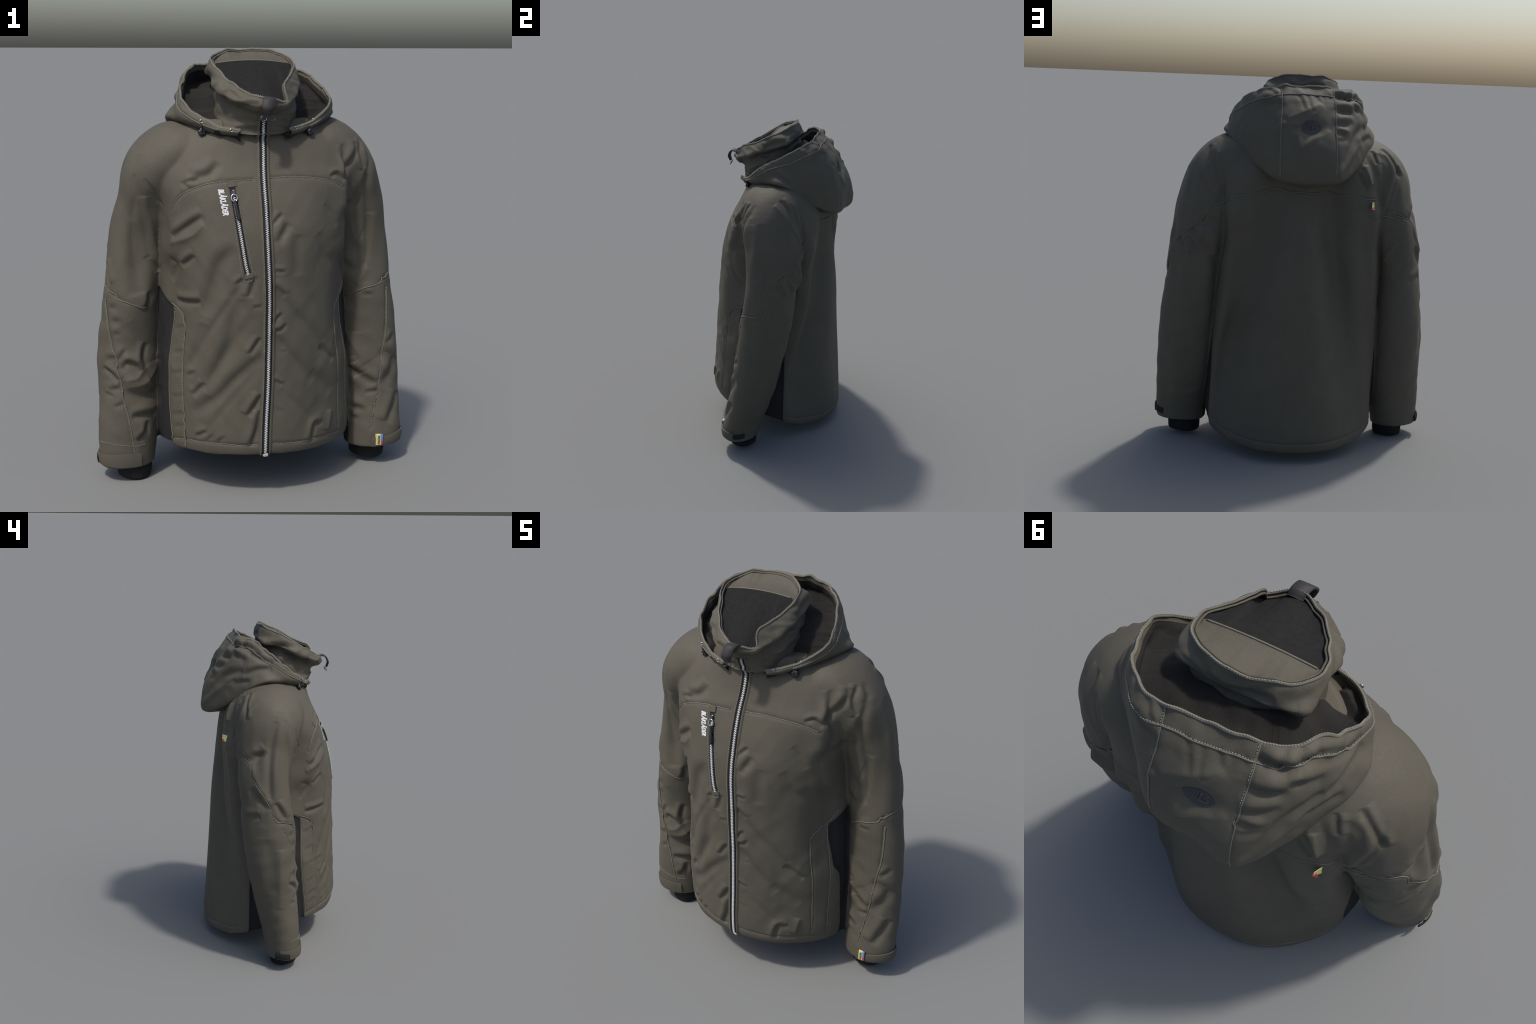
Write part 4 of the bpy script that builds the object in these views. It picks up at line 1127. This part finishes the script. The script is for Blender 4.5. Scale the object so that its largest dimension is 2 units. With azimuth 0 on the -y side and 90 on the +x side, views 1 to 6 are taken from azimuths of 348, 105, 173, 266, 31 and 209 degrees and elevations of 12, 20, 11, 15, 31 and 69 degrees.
pz, PP, PN, PT, PS = zipper(seam_pocket_zip, .0135, .0062, .0082, .0024, torso_g, skip=.03)
# slider with its pull
k = int(.045 / .004)
box(PP[k] + PN[k] * .006, PS[k], PT[k], PN[k], .019, .026, .010, "zip_slider", METAL, pz)
th = np.linspace(0, 2 * np.pi, 24, endpoint=False)
k2 = k + 5
tube(PP[k2] + PN[k2] * .010 + PS[k2] * np.cos(th)[:, None] * .013 + PT[k2] * np.sin(th)[:, None] * .016, .0028, "pull_ring", BRIGHT, pz, 8, closed=True)
pl_ = np.stack([PP[k2 + j] + PN[k2 + j] * .010 - PS[k2 + j] * .004 * (j / 24.) for j in range(3, 26)])
tube(pl_, .0055 + .002 * np.sin(np.linspace(0, np.pi, len(pl_))), "pull_cord", BLACK, pz, 10)
box(pl_[-6], PS[k2 + 20], PT[k2 + 20], PN[k2 + 20], .018, .034, .010, "pull_grip", BLACK, pz, .4)
e = -1
box(PP[0] + PN[0] * .0035, PS[0], PT[0], PN[0], .036, .030, .004, "pocket_bartack", OLIVE, pz)
box(PP[-1] + PN[-1] * .0035 + PT[-1] * .004, PS[-1], PT[-1], PN[-1], .040, .022, .004, "pocket_bartack", OLIVE, pz)

# ------------------------------------------------------------------ lettering and labels
WHITE = plain_mat("white_print", (.66, .66, .67), rough=.5)
def text_mesh(txt, size=1., bold=0.02, res=2):
    cu = bpy.data.curves.new("t", 'FONT'); cu.body = txt; cu.size = size; cu.offset = bold; cu.resolution_u = res
    ob = bpy.data.objects.new("t", cu); COLL.objects.link(ob)
    dg = bpy.context.evaluated_depsgraph_get()
    me = bpy.data.meshes.new_from_object(ob.evaluated_get(dg))
    bm = bmesh.new(); bm.from_mesh(me); bmesh.ops.triangulate(bm, faces=bm.faces)
    V = np.array([v.co[:] for v in bm.verts]); F = [tuple(v.index for v in f.verts) for f in bm.faces]
    bm.free(); bpy.data.objects.remove(ob)
    return V, F
def applied(V2d, F, origin, X, Y, view, bvh, lift, thick, name, mat, parent):
    """lay a flat outline on a surface: X, Y in-plane axes, view = direction it is pressed along"""
    V2d = np.asarray(V2d); X, Y, view = [np.array(v, float) / np.linalg.norm(v) for v in (X, Y, view)]
    top = []
    for u, v in V2d[:, :2]:
        p = np.array(origin) + X * u + Y * v
        r = bvh.ray_cast(Vector(p - view * .15), Vector(view))
        q = np.array(r[0]) if r[0] is not None else p
        top.append(q - view * lift)
    top = np.array(top); n = len(top)
    V = np.concatenate([top, top + view * (thick)])
    FF = [tuple(f) for f in F]
    # side walls on border edges
    cnt = {}
    for f in F:
        for a, b in zip(f, f[1:] + f[:1]): cnt[(a, b)] = cnt.get((a, b), 0) + 1
    for (a, b) in list(cnt):
        if (b, a) not in cnt: FF.append((b, a, a + n, b + n))
    return make_obj(name, V, FF, mat, smooth=False, parent=parent)
V_, F_ = text_mesh("BLÅKLÄDER", bold=.045)
lo, hi = V_.min(0), V_.max(0)
a, b = np.array(seam_letters[0]), np.array(seam_letters[1])
V_ = V_[:, :2] - lo[:2]
V_[:, 0] *= np.linalg.norm(b - a) / (hi[0] - lo[0]); V_[:, 1] *= .034 / (hi[1] - lo[1])
V_[:, 0] += V_[:, 1] * .12
applied(V_, F_, a + [-.013, 0, .004], b - a, [1, 0, .06], [0, 1, 0], SKIN, .0016, .003, "lettering", WHITE, torso_g)

YEL = plain_mat("yellow_label", (.60, .56, .24), rough=.6); BLU = plain_mat("blue_label", (.10, .20, .50), rough=.6); RED = plain_mat("red_label", (.50, .03, .03), rough=.6)
INK = plain_mat("dark_ink", (.06, .05, .03), rough=.7)
def grid_patch(w, h, n=8, m=8):
    V = np.array([(w * (i / n), h * (j / m)) for i in range(n + 1) for j in range(m + 1)])
    F = [(i * (m + 1) + j, (i + 1) * (m + 1) + j, (i + 1) * (m + 1) + j + 1, i * (m + 1) + j + 1) for i in range(n) for j in range(m)]
    return V, F
lab = bpy.data.objects.new("label", None); COLL.objects.link(lab); lab.parent = sleeve_g[1]
o_ = np.array([.578, -.17, .110])
for (w, h, dx, dz, mt) in ((.022, .052, 0, 0, YEL), (.010, .034, .022, .018, BLU), (.010, .018, .022, 0, RED)):
    V_, F_ = grid_patch(w, h)
    applied(V_, F_, o_ + [dx, 0, dz], [1, .25, 0], [.05, 0, 1], [-.25, 1, 0], SKIN, .0165, .012, "label_patch", mt, lab)
V_, F_ = text_mesh("BLÅKLÄDER", bold=.02); lo, hi = V_.min(0), V_.max(0); V_ = V_[:, :2] - lo[:2]
V_[:, 0] *= .044 / (hi[0] - lo[0]); V_[:, 1] *= .013 / (hi[1] - lo[1])
applied(V_, F_, o_ + [.017, 0, .004], [.05, 0, 1], [-1, -.25, 0], [-.25, 1, 0], SKIN, .0177, .001, "lettering", INK, lab)

# flag label in the back armhole seam
lab2 = bpy.data.objects.new("label", None); COLL.objects.link(lab2); lab2.parent = torso_g
def flag(c, X, Y, w, h, name, mat, off):
    n = 8
    X, Y = np.array(X, float), np.array(Y, float); X /= np.linalg.norm(X); Y /= np.linalg.norm(Y); Z = np.cross(X, Y)
    t = np.linspace(0, 1, n + 1)
    top = [np.array(c) + X * (w * a) + Y * (h * b) + Z * (.004 * math.sin(3 * a + 1.5 * b) + off) for a in t for b in t]
    V = np.concatenate([np.array(top), np.array(top) + Z * .0016])
    m = (n + 1) ** 2
    F = [(i * (n + 1) + j, (i + 1) * (n + 1) + j, (i + 1) * (n + 1) + j + 1, i * (n + 1) + j + 1) for i in range(n) for j in range(n)]
    F2_ = [tuple(x + m for x in f)[::-1] for f in F]
    rim_ = [i * (n + 1) for i in range(n + 1)] + [n * (n + 1) + j for j in range(1, n + 1)] + [i * (n + 1) + n for i in range(n - 1, -1, -1)] + [j for j in range(n - 1, 0, -1)]
    W = [(rim_[k + 1 - len(rim_)], rim_[k], rim_[k] + m, rim_[k + 1 - len(rim_)] + m) for k in range(len(rim_))]
    return make_obj(name, V, F + F2_ + W, mat, smooth=False, parent=lab2)
LQ, LN = snap([(-.352, .31, 1.372)])
LX, LY = np.array([-.55, -.80, -.20]), np.array([.0, .15, -.99])
LZ = np.array([-.80, .58, .1])
fc_ = LQ[0] - LX * .022 + LZ * .012
flag(fc_, LX, LY, .060, .038, "label_patch", YEL, 0)
for sgn in (.0022, -.0022):
    flag(fc_ + LX * .034 + LY * .027, LX, LY, .026, .012, "label_patch", BLU, sgn)
    flag(fc_ + LY * .026, LX, LY, .013, .011, "label_patch", RED, sgn)

# round badge on the back of the hood
NAVY = cloth_mat("navy_print", (.054, .053, .056), (.062, .060, .062), rough=.85)
NAVYL = plain_mat("grey_blue_print", (.072, .070, .072), rough=.8)
bad = bpy.data.objects.new("badge", None); COLL.objects.link(bad); bad.parent = hood
rr_, aa_ = 8, 40
V_ = [(0, 0)] + [(.048 * k / rr_ * math.cos(2 * math.pi * j / aa_), .037 * k / rr_ * math.sin(2 * math.pi * j / aa_)) for k in range(1, rr_ + 1) for j in range(aa_)]
F_ = [(0, 1 + j, 1 + (j + 1) % aa_) for j in range(aa_)] + [(1 + (k - 1) * aa_ + j, 1 + k * aa_ + j, 1 + k * aa_ + (j + 1) % aa_, 1 + (k - 1) * aa_ + (j + 1) % aa_) for k in range(1, rr_) for j in range(aa_)]
bo = (-.004, .40, 1.762)
BX, BY, BVW = (-1, 0, .03), (0, -.45, 1), (0, -1, -.45)
applied(V_, F_, bo, BX, BY, BVW, HOODT, .0014, .003, "badge_patch", NAVY, bad)
V_, F_ = text_mesh("B", bold=.0); lo, hi = V_.min(0), V_.max(0); V_ = (V_[:, :2] - lo[:2]) * .048 / (hi[1] - lo[1]); V_[:, 0] += V_[:, 1] * .22 - .002; V_[:, 1] -= .024
applied(V_, F_, bo, BX, BY, BVW, HOODT, .0026, .003, "lettering", NAVYL, bad)
for k in range(2):
    V_, F_ = grid_patch(.0045, .048, 2, 8); V_[:, 0] += V_[:, 1] * .22 - .022 + .010 * k; V_[:, 1] -= .024
    applied(V_, F_, bo, BX, BY, BVW, HOODT, .0026, .003, "lettering", NAVYL, bad)

# ------------------------------------------------------------------ cuff straps with hook-and-loop ends
def strap(cx, cy, a0, a1, z0f, z1f, name, mat, parent, lift=.006, seg=40, rows=8, bulge=.002):
    """band pressed round the sleeve: angles in degrees, z limits as functions of t"""
    V = np.zeros((seg + 1, rows + 1, 3)); R = np.zeros((seg + 1, rows + 1))
    for i in range(seg + 1):
        t = i / seg; an = math.radians(a0 + (a1 - a0) * t)
        d = Vector((math.cos(an), math.sin(an), 0))
        for j in range(rows + 1):
            z = z0f(t) + (z1f(t) - z0f(t)) * j / rows
            zq = max(z, .102 if cx > 0 else .082)
            r = SKIN.ray_cast(Vector((cx, cy, zq)) + d * .35, -d)
            R[i, j] = .35 - r[3] if r[0] is not None else .12
    for _ in range(4):
        R[1:-1] = (R[:-2] + 2 * R[1:-1] + R[2:]) / 4
        R[:, 1:-1] = (R[:, :-2] + 2 * R[:, 1:-1] + R[:, 2:]) / 4
    O = np.zeros((2, seg + 1, rows + 1, 3))
    for i in range(seg + 1):
        t = i / seg; an = math.radians(a0 + (a1 - a0) * t)
        for j in range(rows + 1):
            z = z0f(t) + (z1f(t) - z0f(t)) * j / rows
            for k, h in enumerate((lift + bulge * math.sin(math.pi * j / rows), lift - .006)):
                rr = R[i, j] + h
                O[k, i, j] = (cx + rr * math.cos(an), cy + rr * math.sin(an), z)
    n = (seg + 1) * (rows + 1)
    F = grid_faces(seg + 1, rows + 1); F2_ = [tuple(x + n for x in f)[::-1] for f in F]
    w = rows + 1
    rim_ = [i * w for i in range(seg + 1)] + [seg * w + j for j in range(1, w)] + [i * w + rows for i in range(seg - 1, -1, -1)] + [j for j in range(rows - 1, 0, -1)]
    W = [(rim_[k + 1 - len(rim_)], rim_[k], rim_[k] + n, rim_[k + 1 - len(rim_)] + n) for k in range(len(rim_))]
    ob = make_obj(name, O.reshape(-1, 3), F + F2_ + W, mat, smooth=True, parent=parent)
    m = ob.modifiers.new("b", 'EDGE_SPLIT'); m.split_angle = math.radians(50)
    return ob
VELCRO = cloth_mat("black_hook_tape", (.016, .016, .017), (.024, .024, .025), rough=.95, weave=600, bump=.6)
# wearer's left (x>0): from the forearm seam round the outside
strap(.616, -.075, -112, -8, lambda t: .098 + .012 * t, lambda t: .150 + .006 * t - .004 * math.sin(6 * t), "cuff_strap", OLIVE, sleeve_g[1], lift=.009)
strap(.616, -.075, -38, 28, lambda t: .112 + .004 * t, lambda t: .146, "cuff_fastener", VELCRO, sleeve_g[1], lift=.0055)
# wearer's right (x<0)
strap(-.606, -.032, -60, -190, lambda t: .078 + .004 * t, lambda t: .138 + .006 * math.sin(5 * t), "cuff_strap", OLIVE, sleeve_g[0], lift=.008)
strap(-.606, -.032, -166, -204, lambda t: .082, lambda t: .116 + .004 * t, "cuff_fastener", VELCRO, sleeve_g[0], lift=.0125)

# ------------------------------------------------------------------ collar tab with two wire loops
tp = spline([(.024, -.296, 1.780), (.020, -.318, 1.792), (.012, -.346, 1.786), (.006, -.362, 1.755), (.004, -.358, 1.735), (.004, -.352, 1.720)], 30)
T = np.gradient(tp, axis=0); T /= np.linalg.norm(T, axis=1, keepdims=True)
S = np.tile([1., 0, 0], (30, 1)); N = np.cross(S, T); N /= np.linalg.norm(N, axis=1, keepdims=True)
tabw = np.interp(np.linspace(0, 1, 30), [0, .15, .6, 1], [.026, .029, .027, .013])
prof = [(-1, 0), (-.96, 1), (-.5, 1.25), (0, 1.3), (.5, 1.25), (.96, 1), (1, 0), (.96, -1), (0, -1.2), (-.96, -1)]
V_ = np.stack([tp + S * tabw[:, None] * a + N * .0040 * h for a, h in prof], 1).reshape(-1, 3)
make_obj("collar_tab", V_, grid_faces(30, len(prof), True) + [tuple(range(10)), tuple(range(290, 300))[::-1]], STRAP, parent=collar_g)
for cxr, off in ((-.012, 0), (.026, .004)):
    tube(np.stack([cxr + .013 * np.cos(th), np.full(24, -.350 + off) + .004 * np.sin(th), 1.708 + .011 * np.sin(th)], 1), .0018, "wire_loop", METAL, collar_g, 8, closed=True)

# ------------------------------------------------------------------ hood drawcord: eyelets, cord and stoppers
CORD = plain_mat("black_cord", (.014, .014, .014), rough=.7)
def stopper(c, axis, parent):
    g_ = bpy.data.objects.new("cord_stopper", None); COLL.objects.link(g_); g_.parent = parent
    th = np.linspace(0, 2 * np.pi, 60, endpoint=False)
    ax = np.array(axis, float); ax /= np.linalg.norm(ax)
    u = np.cross(ax, [0, 0, 1.]); u /= np.linalg.norm(u); v = np.cross(ax, u)
    V = []
    prof = [(.2, -.011), (.8, -.011), (1., -.008), (1.02, 0), (1., .008), (.8, .011), (.2, .011)]
    for k, h in prof:
        r = .0165 * k * (1 + .13 * np.cos(5 * th))
        V.append(np.array(c) + ax * h + r[:, None] * (np.cos(th)[:, None] * u + np.sin(th)[:, None] * v))
    make_obj("stopper_body", np.concatenate(V), grid_faces(len(prof), 60, True) + [tuple(range(60)), tuple(range(6 * 60, 7 * 60))[::-1]], BLACK, parent=g_)
    return g_
for sg, c, eye in ((-1, (-.247, -.150, 1.638), (-.252, -.166, 1.686)), (1, (.240, -.170, 1.634), (.262, -.152, 1.684))):
    r_ = SKIN.ray_cast(Vector((c[0], -1., c[2])), Vector((0, 1, 0)))
    c = (c[0], min(c[1], r_[0][1] - .015), c[2])
    g_ = stopper(c, (sg * .2, -1, .25), hood)
    c, eye = np.array(c), np.array(eye)
    mid = (c + eye) / 2 + [0, -.012, .0]
    tube(spline([eye, mid, c + [0, -.004, .012]], 16), .0028, "cord", CORD, g_, 8)
    tube(spline([c + [sg * -.01, 0, -.008], c + [sg * -.030, -.006, -.004], c + [sg * -.045, .004, .012], c + [sg * -.030, .006, .02]], 16), .0025, "cord", CORD, g_, 8)
    tube(np.stack([eye[0] + .0065 * np.cos(th), np.full(24, eye[1] - .003), eye[2] + .0065 * np.sin(th)], 1), .0024, "eyelet", BRIGHT, g_, 8, closed=True)
    e2 = np.array([-.13, -.222, 1.650]) if sg < 0 else np.array([.160, -.222, 1.656])
    tube(np.stack([e2[0] + .006 * np.cos(th), np.full(24, e2[1] - .006), e2[2] + .006 * np.sin(th)], 1), .0022, "eyelet", BRIGHT, g_, 8, closed=True)
